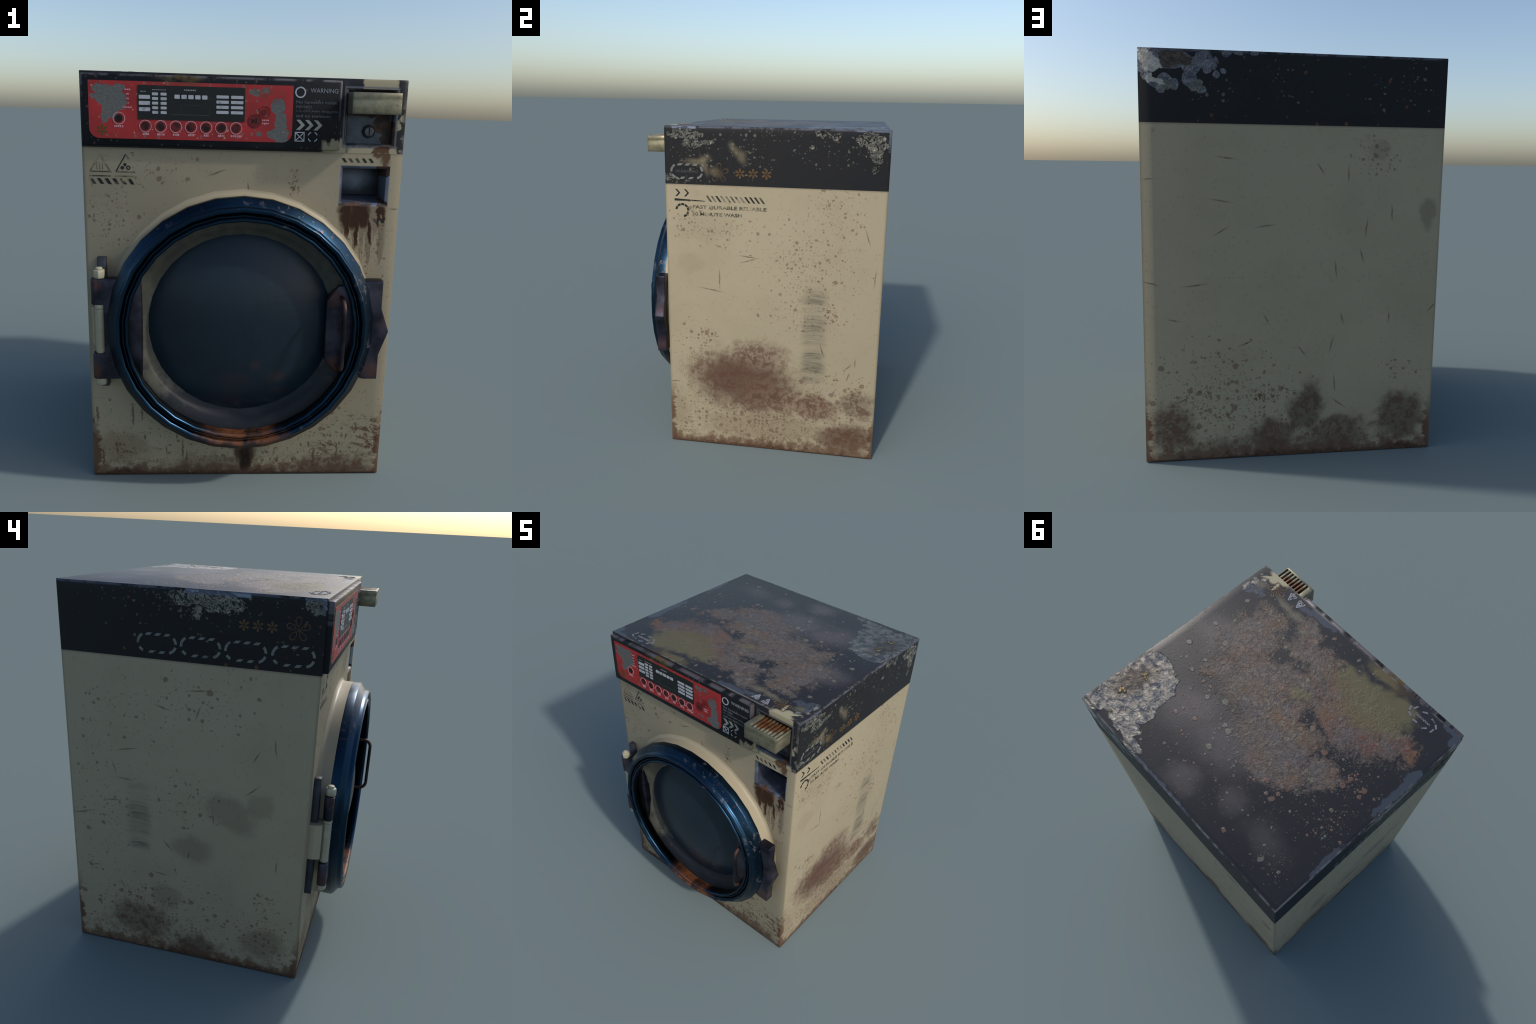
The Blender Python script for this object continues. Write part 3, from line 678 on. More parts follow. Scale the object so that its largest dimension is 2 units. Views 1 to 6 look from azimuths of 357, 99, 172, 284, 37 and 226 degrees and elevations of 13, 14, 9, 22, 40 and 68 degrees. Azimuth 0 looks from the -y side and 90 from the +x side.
mat_soot = worn("burnt_button", lin(16, 13, 13), lin(110, 30, 30), 0.44, 34)


def make_metal(name, tint, dark, rust=0.3, rough=0.34, metal=0.85, rust_spots=()):
    m = Mat(name, "xz", bevel=0.012)
    n, n2 = m.noise(9, 5, 0.6, p=m.obj), m.noise(34, 5, 0.65, p=m.obj)
    col = m.mix(dark, tint, m.step(n, 0.38, 0.66))
    k = m.mul(m.step(m.add(m.mul(n2, 0.6), m.mul(m.noise(6, 3, p=m.obj), 0.6)), 0.66, 0.80), rust)
    if rust_spots:
        k = m.mx(k, m.mul(m.blobs(rust_spots, m.warp(0.05, 20), 0.9), m.add(0.5, m.mul(n2, 0.6))))
    col = m.mix(col, lin(84, 46, 26), k)
    return m.out(col, rough=m.add(rough, m.mul(k, 0.25)), metal=m.mul(m.inv(m.mul(k, 0.8)), metal), spec=0.5, height=m.add(m.mul(n2, 0.3), m.mul(n, 0.2)), bump=0.12, dist=0.005)


mat_plate = make_metal("gunmetal_plate", lin(74, 74, 88), lin(50, 50, 60), 0.16, 0.34, 0.95,
    rust_spots=[(-0.675, 1.05, 0.025, 0.03, 0, 0.7), (-0.685, 0.62, 0.03, 0.04, 0, 1.0), (0.44, 1.0, 0.03, 0.05, 0, 0.9), (0.45, 0.65, 0.05, 0.05, 0, 1.0), (0.64, 0.63, 0.06, 0.06, 0, 0.8), (0.68, 0.86, 0.03, 0.04, 0, 0.35)])
mat_handle = make_metal("rusty_bar", lin(60, 58, 66), lin(38, 36, 40), 0.4, 0.40, 0.8,
    rust_spots=[(0.47, 0.67, 0.06, 0.04, 0, 0.7), (0.47, 1.0, 0.06, 0.05, 0, 0.7)])
mat_bar = make_metal("slate_bar", lin(54, 58, 68), lin(38, 41, 50), 0.08, 0.5, 0.25)
mat_nut = make_metal("cream_nut", lin(176, 170, 146), lin(150, 144, 122), 0.05, 0.42, 0.0)


def make_ring():
    m = Mat("blue_door_ring", "xz", bevel=0.0)
    big, mid, fine = m.noise(5, 4, p=m.obj), m.noise(26, 5, 0.65, p=m.obj), m.noise(70, 4, p=m.obj)
    col = m.mix(lin(29, 51, 69), lin(20, 38, 53), m.step(big, 0.35, 0.65))
    cd = m.vmath("SUBTRACT", m.p, (DC.x, DC.z, 0))
    # grey scuffs, mostly upper right, right and lower left
    reg = m.blobs([(0.25, 1.40, 0.26, 0.12, -25), (0.56, 1.10, 0.12, 0.24, 15), (0.60, 0.75, 0.10, 0.20, 0, 0.9), (0.35, 0.33, 0.30, 0.10, 30, 0.95), (-0.30, 1.36, 0.2, 0.06, 25, 0.5), (-0.45, 0.40, 0.16, 0.10, -45, 0.7), (0, 1.44, 0.1, 0.03, 0, 0.7)], soft=0.8)
    sc = m.mul(m.step(m.add(mid, m.mul(reg, 0.08)), 0.63, 0.70), reg)
    col = m.mix(col, lin(84, 78, 82), m.mul(sc, 0.65))
    rad = m.vmath("LENGTH", cd, out=1)
    # beads tinted lighter than the sloping rim, for the highlight they catch
    col = m.mix(col, lin(35, 61, 83), m.mul(m.step(rad, 0.600, 0.588), 0.5))
    # near-black painted into both grooves and behind the inner bead to deepen their shadow
    for r0, w in ((0.5590, 0.0036), (0.5440, 0.0026)):
        col = m.mix(col, lin(8, 10, 13), m.mul(m.step(m.math("ABSOLUTE", m.sub(rad, r0)), w, w * 0.3), m.step(m.y, -0.685, -0.688)))
    col = m.mix(col, lin(7, 9, 11), m.mul(m.step(m.y, -0.682, -0.672), m.step(rad, 0.540, 0.536)))
    # rust pooled at the lowest point
    rw = m.warp(0.06, 14)
    ru = m.blobs([(0.03, 0.27, 0.22, 0.11, 0), (-0.12, 0.27, 0.12, 0.07, -15, 0.8), (0.18, 0.26, 0.12, 0.07, 15, 0.6), (0.50, 0.42, 0.10, 0.05, 45, 0.3)], rw, 0.5)
    rk = m.mul(ru, m.step(mid, 0.25, 0.5))
    rcol = m.mix(lin(104, 62, 34), lin(44, 27, 19), m.step(m.noise(9, 4), 0.42, 0.58))
    col = m.mix(col, rcol, m.mul(rk, 0.95))
    sp = m.spots(38, 0.3, m.mul(reg, 0.35), soft=0.3)
    col = m.mix(col, lin(80, 60, 60), m.mul(sp, 0.6))
    k = m.mx(rk, m.mul(sc, 0.6))
    return m.out(col, rough=m.add(0.30, m.mul(k, 0.25)), metal=m.mul(m.inv(m.mul(k, 0.85)), 0.95), spec=0.4, height=m.add(m.mul(fine, 0.15), m.mul(k, 0.4)), bump=0.2, dist=0.004)


def make_bezel():
    m = Mat("dirty_bezel", "xz")  # shade darkened bezel
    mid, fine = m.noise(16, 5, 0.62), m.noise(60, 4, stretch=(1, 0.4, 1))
    col = m.mix(lin(76, 75, 67), lin(66, 66, 60), m.step(mid, 0.4, 0.6))  # cream taken down for the recess shade, deepest low and right
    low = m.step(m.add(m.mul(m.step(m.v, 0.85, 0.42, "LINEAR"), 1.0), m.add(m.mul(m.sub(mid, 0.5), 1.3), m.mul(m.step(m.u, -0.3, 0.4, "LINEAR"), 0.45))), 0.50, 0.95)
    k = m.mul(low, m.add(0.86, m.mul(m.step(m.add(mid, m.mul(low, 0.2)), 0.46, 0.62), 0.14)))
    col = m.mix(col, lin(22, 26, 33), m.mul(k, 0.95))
    return m.out(col, rough=0.42, spec=0.25, height=mid, bump=0.15, dist=0.004)


def make_glass():
    m = Mat("dark_door_glass", "xz")
    big, mid = m.noise(4, 4), m.noise(26, 5, 0.6)
    col = m.mix(lin(23, 36, 46), lin(20, 32, 42), m.step(big, 0.4, 0.65))
    r = m.blobs([(0.17, 0.60, 0.05, 0.035, 20), (0.07, 0.66, 0.03, 0.03, 0, 0.8), (-0.03, 0.58, 0.08, 0.05, 0, 0.5), (0.19, 0.51, 0.06, 0.03, 0, 0.5)], m.warp(0.05, 18), 0.8)
    col = m.mix(col, lin(58, 46, 46), m.mul(r, 0.6))
    low = m.mul(m.step(m.v, 0.52, 0.40), m.step(mid, 0.45, 0.62))
    col = m.mix(col, lin(56, 60, 62), m.mul(low, 0.4))
    # drum perforation showing through as faint overlapping scales
    vo = m.n.new("ShaderNodeTexVoronoi"); vo.voronoi_dimensions = "2D"
    vo.inputs["Scale"].default_value = 26; vo.inputs["Randomness"].default_value = 0.15
    m.link(m.p, vo.inputs["Vector"])
    col = m.mix(col, lin(40, 54, 66), m.mul(m.step(vo.outputs["Distance"], 0.2, 0.6), 0.05))
    return m.out(col, rough=m.add(0.30, m.mul(mid, 0.10)), spec=0.32, height=m.add(vo.outputs["Distance"], m.mul(mid, 0.5)), bump=0.07, dist=0.004)


def make_tray(rusty):
    m = Mat("cream_metal_slat" if rusty else "cream_metal_tray", "xy" if rusty else "xz", bevel=0.004 if rusty else 0.016)
    mid, fine = m.noise(30, 5, 0.62, p=m.obj), m.noise(80, 4, p=m.obj)
    col = m.mix(lin(136, 130, 106), lin(116, 113, 94), m.step(mid, 0.4, 0.65))
    ch = m.spots(60, 0.4, m.mul(m.step(m.x, 0.60, 0.68), 0.5), soft=0.3, p=m.warp(0.03, 50))
    col = m.mix(col, lin(84, 82, 82), m.mul(ch, 0.8))
    k = 0.0
    if rusty:
        w = m.blobs([(0.545, -0.590, 0.045, 0.045, 0), (0.60, -0.575, 0.055, 0.038, -25), (0.63, -0.545, 0.05, 0.03, -25), (0.52, -0.55, 0.03, 0.03, 0)], m.warp(0.03, 60), 0.3)
        col = m.mix(col, lin(102, 60, 30), m.mul(w, 0.95))
        col = m.mix(col, lin(60, 34, 20), m.mul(m.mul(w, m.step(mid, 0.5, 0.62)), 0.8))
    grime = m.step(m.noise(14, 4, 0.6, p=m.obj), 0.50, 0.70)
    col = m.mix(col, lin(88, 88, 76), m.mul(grime, 0.55))
    return m.out(col, rough=0.36, metal=0.25 if rusty else 0.6, spec=0.5, height=mid, bump=0.2, dist=0.004)


def make_steel(name, spots, bright, dull):
    m = Mat(name, "xz", bevel=0.006)
    mid, big = m.noise(26, 5, 0.65, p=m.obj), m.noise(8, 4, p=m.obj)
    col = m.mix(bright, dull, m.step(big, 0.4, 0.62))
    r = m.blobs(spots, m.warp(0.05, 24), 0.5)
    k = m.step(m.add(r, m.mul(m.sub(mid, 0.5), 1.3)), 0.30, 0.55)
    col = m.mix(col, m.mix(lin(74, 42, 22), lin(34, 22, 16), m.step(mid, 0.42, 0.6)), m.mul(k, 0.95))
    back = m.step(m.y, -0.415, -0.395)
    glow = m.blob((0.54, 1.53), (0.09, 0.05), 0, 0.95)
    col = m.mix(col, lin(24, 27, 32), m.mul(back, m.sub(0.92, m.mul(glow, 0.45))))  # pocket's dark depth and soft central reflection coloured onto the back plate
    return m.out(col, rough=m.add(0.34, m.mul(k, 0.3)), metal=m.mul(m.inv(m.mul(k, 0.9)), 0.75), spec=0.5, height=mid, bump=0.2, dist=0.004)


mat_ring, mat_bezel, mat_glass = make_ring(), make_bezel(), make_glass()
mat_tray, mat_slat = make_tray(False), make_tray(True)
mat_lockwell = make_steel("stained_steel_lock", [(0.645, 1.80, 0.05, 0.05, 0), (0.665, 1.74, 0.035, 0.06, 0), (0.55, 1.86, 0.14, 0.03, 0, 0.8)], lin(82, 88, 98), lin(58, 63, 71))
mat_slotwell = make_steel("stained_steel_slot", [(0.665, 1.60, 0.05, 0.045, 0), (0.53, 1.425, 0.09, 0.016, 0), (0.655, 1.425, 0.03, 0.025, 0, 0.8)], lin(142, 150, 166), lin(104, 112, 128))  # base tones raised so floor and walls look skylit
mat_skirt = worn("cream_skirt", CREAM, lin(150, 138, 112), 0.25, 12, rough=0.45, spec=0.32)
mat_lock = make_metal("lock_barrel", lin(120, 118, 120), lin(84, 84, 88), 0.2, 0.35)
mat_black = worn("black_rubber", lin(14, 15, 17), lin(22, 22, 24), 0.3, 20, rough=0.5, spec=0.3)

# ------------------------------------------------------------------ geometry helpers
root = bpy.data.objects.new("washing_machine", None)
bpy.context.scene.collection.objects.link(root)
root["label"] = "rusty old coin-operated cream front-loading washing machine, dark lid"
root["category"] = "washing machine"


def obj_from(name, bm, mats, parent=root, smooth=None):
    me = bpy.data.meshes.new(name)
    bm.normal_update()
    bm.to_mesh(me)
    bm.free()
    for mt in (mats if isinstance(mats, (list, tuple)) else [mats]):
        me.materials.append(mt)
    if smooth is not None:
        me.shade_smooth()
        me.set_sharp_from_angle(angle=math.radians(smooth))
    o = bpy.data.objects.new(name, me)
    bpy.context.scene.collection.objects.link(o)
    o.parent = parent
    return o


def add_box(bm, a, b, bevel=0.0, seg=2):
    c = [(x + y) / 2 for x, y in zip(a, b)]
    s = [abs(y - x) for x, y in zip(a, b)]
    r = bmesh.ops.create_cube(bm, size=1.0, matrix=Matrix.Translation(c) @ Matrix.Diagonal((*s, 1)))
    if bevel:
        es = list({e for v in r["verts"] for e in v.link_edges})
        bmesh.ops.bevel(bm, geom=es, offset=bevel, segments=seg, affect="EDGES", profile=0.5)


def box(name, a, b, mat, parent=root, bevel=0.003, seg=2):
    bm = bmesh.new()
    add_box(bm, a, b, bevel, seg)
    return obj_from(name, bm, mat, parent, 40)


def lathe(name, prof, mat, parent, n=30, close_tip=False, smooth=32):
    """turn a (radius, y) profile round the door axis; a vertex sits at the very top"""
    bm = bmesh.new()
    rings = []
    for r, y in prof:
        if r < 1e-5:
            rings.append([bm.verts.new((DC.x, y, DC.z))] * n)
            continue
        rings.append([bm.verts.new((DC.x + r * math.sin(2 * math.pi * i / n), y, DC.z + r * math.cos(2 * math.pi * i / n))) for i in range(n)])
    for a, b in zip(rings, rings[1:]):
        for i in range(n):
            j = (i + 1) % n
            q = [a[i], a[j], b[j], b[i]]
            q = list(dict.fromkeys(q))
            bm.faces.new(q)
    bmesh.ops.recalc_face_normals(bm, faces=bm.faces)
    return obj_from(name, bm, mat, parent, smooth)


def prism_z(name, cx, cy, r, z0, z1, n, mat, parent, bevel=0.0, turn=0.0):
    bm = bmesh.new()
    bmesh.ops.create_cone(bm, cap_ends=True, segments=n, radius1=r, radius2=r, depth=z1 - z0,
                          matrix=Matrix.Translation((cx, cy, (z0 + z1) / 2)) @ Matrix.Rotation(turn, 4, "Z"))
    if bevel:
        es = [e for e in bm.edges if abs(e.verts[0].co.z - e.verts[1].co.z) < 1e-6]
        bmesh.ops.bevel(bm, geom=es, offset=bevel, segments=2, affect="EDGES", profile=0.5)
    return obj_from(name, bm, mat, parent, 30)


# faces of the machine as drawing planes: (u, v, depth) -> point
FACE = dict(
    front=lambda u, v, d: Vector((u, YF - d, v)), panel=lambda u, v, d: Vector((u, YP - d, v)),
    right=lambda u, v, d: Vector((W + d, u, v)), left=lambda u, v, d: Vector((-W - d, u, v)),
    top=lambda u, v, d: Vector((u, v, H + d)))


def stamp(name, face, polys, mat, parent, d=0.0010, base=-0.0008):
    """raise every flat outline in polys by d above a face: ink, decals, keys"""
    f = FACE[face]
    bm = bmesh.new()
    for poly in polys:
        lo = [bm.verts.new(f(u, v, base)) for u, v in poly]
        hi = [bm.verts.new(f(u, v, d)) for u, v in poly]
        bm.faces.new(hi)
        for i in range(len(poly)):
            j = (i + 1) % len(poly)
            bm.faces.new((lo[i], lo[j], hi[j], hi[i]))
    bmesh.ops.recalc_face_normals(bm, faces=bm.faces)
    return obj_from(name, bm, mat, parent)


def rect(u0, u1, v0, v1, r=0.0, n=4):
    if r <= 0:
        return [(u0, v0), (u1, v0), (u1, v1), (u0, v1)]
    pts = []
    for cx, cy, a0 in ((u1 - r, v0 + r, -90), (u1 - r, v1 - r, 0), (u0 + r, v1 - r, 90), (u0 + r, v0 + r, 180)):
        pts += [(cx + r * math.cos(math.radians(a0 + 90 * k / n)), cy + r * math.sin(math.radians(a0 + 90 * k / n))) for k in range(n + 1)]
    return pts


def arc(cu, cv, r0, r1, a0, a1, n=6):
    """one segment of a ring between two angles (degrees)"""
    an = [math.radians(a0 + (a1 - a0) * k / n) for k in range(n + 1)]
    return [(cu + r1 * math.cos(a), cv + r1 * math.sin(a)) for a in an] + [(cu + r0 * math.cos(a), cv + r0 * math.sin(a)) for a in reversed(an)]


def ring(cu, cv, r0, r1, parts=4, n=6):
    return [arc(cu, cv, r0, r1, 360 / parts * k, 360 / parts * (k + 1), n) for k in range(parts)]


def disc(cu, cv, r, n=20):
    return [(cu + r * math.cos(2 * math.pi * k / n), cv + r * math.sin(2 * math.pi * k / n)) for k in range(n)]


def stroke(a, b, w):
    d = Vector((b[0] - a[0], b[1] - a[1])).normalized()
    n = Vector((-d.y, d.x)) * w / 2
    return [(a[0] + n.x, a[1] + n.y), (b[0] + n.x, b[1] + n.y), (b[0] - n.x, b[1] - n.y), (a[0] - n.x, a[1] - n.y)]


def slant(u0, v0, v1, w, lean):
    return [(u0, v1), (u0 + w, v1), (u0 + w + lean, v0), (u0 + lean, v0)]


def chevron(u, v, w, h, t, sgn=1):
    return [(u, v + h), (u + t * sgn, v + h), (u + w * sgn, v), (u + t * sgn, v - h), (u, v - h), (u + (w - t) * sgn, v)]


def text_stamp(name, face, body, u0, u1, v0, v1, mat, parent, d=0.0010, bold=0.0, flip=False):
    """a word fitted into a rectangle of a face"""
    cu = bpy.data.curves.new("word", "FONT")
    cu.body = body
    cu.extrude = 0.5
    cu.offset = bold
    cu.resolution_u = 3
    o = bpy.data.objects.new("word", cu)
    bpy.context.scene.collection.objects.link(o)
    bpy.context.view_layer.update()
    me = bpy.data.meshes.new_from_object(o.evaluated_get(bpy.context.evaluated_depsgraph_get()))
    bpy.data.objects.remove(o)
    bpy.data.curves.remove(cu)
    xs = [v.co.x for v in me.vertices]
    ys = [v.co.y for v in me.vertices]
    x0, x1, y0, y1 = min(xs), max(xs), min(ys), max(ys)
    f = FACE[face]
    for v in me.vertices:
        s = (v.co.x - x0) / (x1 - x0)
        if flip:
            s = 1 - s
        v.co = f(u0 + (u1 - u0) * s, v0 + (v1 - v0) * (v.co.y - y0) / (y1 - y0), d if v.co.z > 0 else -0.0005)
    bm = bmesh.new()
    bm.from_mesh(me)
    bpy.data.meshes.remove(me)
    bmesh.ops.recalc_face_normals(bm, faces=bm.faces)
    return obj_from(name, bm, mat, parent)


# ------------------------------------------------------------------ cabinet and lid shells
def shell(name, z0, z1, holes, mats, caps, parent=root):
    """box shell with rectangular openings in the front; caps = which of top / bottom to keep"""
    bm = bmesh.new()
    add_box(bm, (-W, YF, z0), (W, YB, z1))
    for (x0, x1, h0, h1) in holes:
        for co, no in (((x0, 0, 0), (1, 0, 0)), ((x1, 0, 0), (1, 0, 0)), ((0, 0, h0), (0, 0, 1)), ((0, 0, h1), (0, 0, 1))):
            bmesh.ops.bisect_plane(bm, geom=bm.verts[:] + bm.edges[:] + bm.faces[:], plane_co=co, plane_no=no)
    for x in (0.25, 0.55, 0.68):
        bmesh.ops.bisect_plane(bm, geom=bm.verts[:] + bm.edges[:] + bm.faces[:], plane_co=(x, 0, 0), plane_no=(1, 0, 0))
    dead = []
    for f in bm.faces:
        c = f.calc_center_median()
        if f.normal.y < -0.9 and any(x0 < c.x < x1 and h0 < c.z < h1 for x0, x1, h0, h1 in holes):
            dead.append(f)
        if (f.normal.z > 0.9 and "top" not in caps) or (f.normal.z < -0.9 and "bottom" not in caps):
            dead.append(f)
    bmesh.ops.delete(bm, geom=dead, context="FACES")
    es = []
    for e in bm.edges:
        if len(e.link_faces) == 2 and e.calc_face_angle(0) > 1.0:
            es.append(e)
    bmesh.ops.bevel(bm, geom=es, offset=0.0035, segments=2, affect="EDGES", profile=0.5)
    bm.normal_update()
    for f in bm.faces:
        n = f.normal
        ax = max(range(3), key=lambda i: abs(n[i]))
        f.material_index = (0 if n.y < 0 else 1) if ax == 1 else ((2 if n.x > 0 else 3) if ax == 0 else 4)
    o = obj_from(name, bm, mats, parent, 40)
    # back sheet is flat; normals lean outward to draw a sunlit band at +x
    me = o.data
    bend = ((-W, 0.0), (0.25, 0.0), (0.55, 8.0), (0.68, 17.0), (W, 38.0))
    nrm = [Vector(c.vector) for c in me.corner_normals]
    for p in me.polygons:
        if p.normal.y > 0.95:
            for li in p.loop_indices:
                x = me.vertices[me.loops[li].vertex_index].co.x
                for (xa, ta), (xb, tb) in zip(bend, bend[1:]):
                    if xa - 1e-4 <= x <= xb + 1e-4:
                        t = math.radians(ta + (tb - ta) * (x - xa) / (xb - xa))
                        nrm[li] = Vector((math.sin(t), math.cos(t), 0))
                        break
    me.normals_split_custom_set(nrm)
    return o


SLOT = (0.448, 0.683, 1.422, 1.611)
WELL = (0.459, 0.691, 1.702, 1.957)
cabinet = shell("cabinet", 0.0, ZB, [SLOT], [mat_front, mat_back, mat_right, mat_left, mat_front], ("bottom",))
lid = shell("lid", ZB, H, [WELL], [mat_lid_front, mat_lid_back, mat_lid_right, mat_lid_left, mat_lid_top], ("top",))


def well(name, hole, lip, depth, mat, parent, rise=0.0, taper=0.0):
    """sheet-steel pocket: chamfered lip, then straight walls to a back plate"""
    x0, x1, z0, z1 = hole
    bm = bmesh.new()
    loops = []
    for (ins, y) in ((0.0, YF), (lip * 0.35, YF + 0.001), (lip, YF + lip * 0.8), (lip * 1.05, YF + depth)):
        r, t = (rise, taper) if y > YF + lip + 0.002 else (0.0, 0.0)
        loops.append([bm.verts.new(c) for c in ((x0 + ins + t, y, z0 + ins + r), (x1 - ins - t, y, z0 + ins + r), (x1 - ins - t, y, z1 - ins), (x0 + ins + t, y, z1 - ins))])
    for a, b in zip(loops, loops[1:]):
        for i in range(4):
            bm.faces.new((a[i], a[(i + 1) % 4], b[(i + 1) % 4], b[i]))
    bm.faces.new(loops[-1])
    bmesh.ops.recalc_face_normals(bm, faces=bm.faces)
    bmesh.ops.reverse_faces(bm, faces=bm.faces) if sum(f.normal.y for f in bm.faces) > 0 else None
    return obj_from(name, bm, mat, parent)


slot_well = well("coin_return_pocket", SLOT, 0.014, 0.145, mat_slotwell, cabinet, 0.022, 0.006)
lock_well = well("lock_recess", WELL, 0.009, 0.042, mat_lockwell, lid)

# lock barrel with key slit
bm = bmesh.new()
LX, LZ, LY = 0.578, 1.767, YF + 0.042
rot = Matrix.Rotation(math.radians(90), 4, "X")
bmesh.ops.create_cone(bm, cap_ends=True, segments=8, radius1=0.033, radius2=0.031, depth=0.012, matrix=Matrix.Translation((LX, LY - 0.004, LZ)) @ rot)
obj_from("lock_collar", bm, mat_black, lid, 30)
bm = bmesh.new()
bmesh.ops.create_cone(bm, cap_ends=True, segments=20, radius1=0.025, radius2=0.022, depth=0.018, matrix=Matrix.Translation((LX, LY - 0.009, LZ)) @ rot)
obj_from("lock_barrel", bm, mat_lock, lid, 30)
box("key_slit", (LX - 0.0025, LY - 0.019, LZ - 0.02), (LX + 0.0025, LY - 0.010, LZ + 0.02), mat_black, lid, 0)

# ------------------------------------------------------------------ coin tray with slatted top
tray = bpy.data.objects.new("coin_tray", None)
bpy.context.scene.collection.objects.link(tray)
tray.parent = root
TX0, TX1, TY, TZ0, TZ1 = 0.463, 0.681, -0.657, 1.8455, 1.9385
bm = bmesh.new()
add_box(bm, (TX0, TY, TZ0), (TX1, -0.497, TZ1 - 0.030), 0.002)
add_box(bm, (TX0, TY, TZ1 - 0.0305), (TX1, TY + 0.010, TZ1), 0.002)
add_box(bm, (TX0, TY + 0.0095, TZ1 - 0.0305), (TX0 + 0.036, -0.497, TZ1), 0.002)
add_box(bm, (TX1 - 0.006, TY + 0.0095, TZ1 - 0.0305), (TX1, -0.497, TZ1), 0.001)
obj_from("tray_body", bm, mat_tray, tray, 40)
pitch = 0.0233
bm = bmesh.new()
add_box(bm, (0, TY + 0.0098, TZ1 - 0.031), (0.0115, -0.498, TZ1 - 0.0005), 0.0012)
slat = obj_from("slat", bm, mat_slat, tray, 40)
x_first = 0.5125
slat.location.x = x_first
# keep Object coordinates equal to world ones: bake the offset into each copy's mesh instead of moving it
slat.location.x = 0
base_me = slat.data
for k in range(7):
    me = base_me if k == 0 else base_me.copy()
    o = slat if k == 0 else slat.copy()
    o.data = me
    if k:
        bpy.context.scene.collection.objects.link(o)
for k, o in enumerate([c for c in bpy.data.objects if c.name.startswith("slat")]):
    o.data.transform(Matrix.Translation((x_first + pitch * k, 0, random.uniform(-0.0012, 0.0006))))

# ------------------------------------------------------------------ control panel
panel = box("control_panel", (-0.729, YP, 1.679), (0.432, YF + 0.004, 1.989), mat_panel, root, 0.0045, 2)
R0, R1, RB, RT, RC = -0.695, 0.211, 1.710, 1.9595, 0.044
outline = [(R0, RT)] + [(R0 + RC - RC * math.cos(math.radians(a)), RB + RC - RC * math.sin(math.radians(a))) for a in range(0, 91, 10)] \
    + [(R1 - RC + RC * math.sin(math.radians(a)), RB + RC - RC * math.cos(math.radians(a))) for a in range(0, 91, 10)] + [(R1, RT)]
stamp("red_faceplate", "panel", [outline], mat_red, panel, 0.0015)
stamp("display_window", "panel", [rect(-0.480, -0.0045, 1.796, 1.944, 0.004)], mat_display, panel, 0.0030)


def keys(name, cols, rows, w, h, mat, r=0.003):
    for u in cols:
        for v in rows:
            stamp(name, "panel", [rect(u, u + w, v - h, v, r)], mat, panel, 0.0050, 0.0025)


keys("wide_key", [-0.474], [1.9015, 1.8755, 1.8485], 0.049, 0.0165, mat_key)
keys("small_key", [-0.416, -0.3785], [1.9135 - 0.0198 * k for k in range(5)], 0.0265, 0.0125, mat_key)
keys("square_key", [-0.3175 + 0.0305 * k for k in range(5)], [1.9065], 0.0235, 0.0175, mat_key)
keys("long_key", [-0.132, -0.067], [1.909 - 0.0222 * k for k in range(4)], 0.055, 0.0135, mat_key)
stamp("display_line", "panel", [rect(-0.335, -0.160, 1.819, 1.8225), rect(-0.290, -0.2885, 1.823, 1.864), rect(-0.29, -0.16, 1.863, 1.8642), rect(-0.162, -0.160, 1.82, 1.864)],
      worn("display_etch", lin(52, 55, 56), lin(24, 26, 25), 0.3, 40), panel, 0.0036, 0.0025)
# tiny captions, each a row of letter-sized ticks
def caption(u0, u1, v, h, mat, base=0.0013, d=0.0022):
    n = max(3, int((u1 - u0) / 0.0075))
    w = (u1 - u0) / n
    polys = []
    for k in range(n):
        a = u0 + k * w
        polys.append(rect(a, a + w * random.uniform(0.62, 0.86), v - h * random.uniform(0.38, 0.5), v + h * random.uniform(0.38, 0.5)))
    return polys


cap_dark, cap_red = [], []
cap_dark += caption(-0.466, -0.442, 1.9165, 0.006, None) + caption(-0.415, -0.352, 1.925, 0.004, None) + caption(-0.275, -0.222, 1.927, 0.007, None)
stamp("display_caption", "panel", cap_dark, mat_dim_ink, panel, 0.0037, 0.0025)
for (u, w) in zip([-0.447 + 0.0675 * k for k in range(7)], (0.030, 0.036, 0.030, 0.030, 0.024, 0.032, 0.052)):
    cap_red += caption(u - w / 2 + 0.002, u + w / 2 + 0.002, 1.7325, 0.011, None)
cap_red += caption(-0.584, -0.544, 1.7635, 0.010, None)
for v, u0, u1 in ((1.923, -0.536, -0.508), (1.904, -0.529, -0.515), (1.884, -0.529, -0.517), (1.865, -0.528, -0.517), (1.8465, -0.548, -0.504), (1.806, 0.074, 0.106), (1.792, 0.074, 0.106)):
    cap_red += caption(u0, u1, v, 0.0065, None)
stamp("panel_caption", "panel", cap_red, mat_pink_ink, panel, 0.0024, 0.0012)


def round_button(u, v, r, ring_mat, core_mat, core, name="push_button"):
    b = stamp(name, "panel", ring(u, v, r * 0.88, r), ring_mat, panel, 0.0030, 0.0012)
    stamp("button_cap", "panel", [disc(u, v, r * core)], core_mat, panel, 0.0042, 0.0012)
    return b


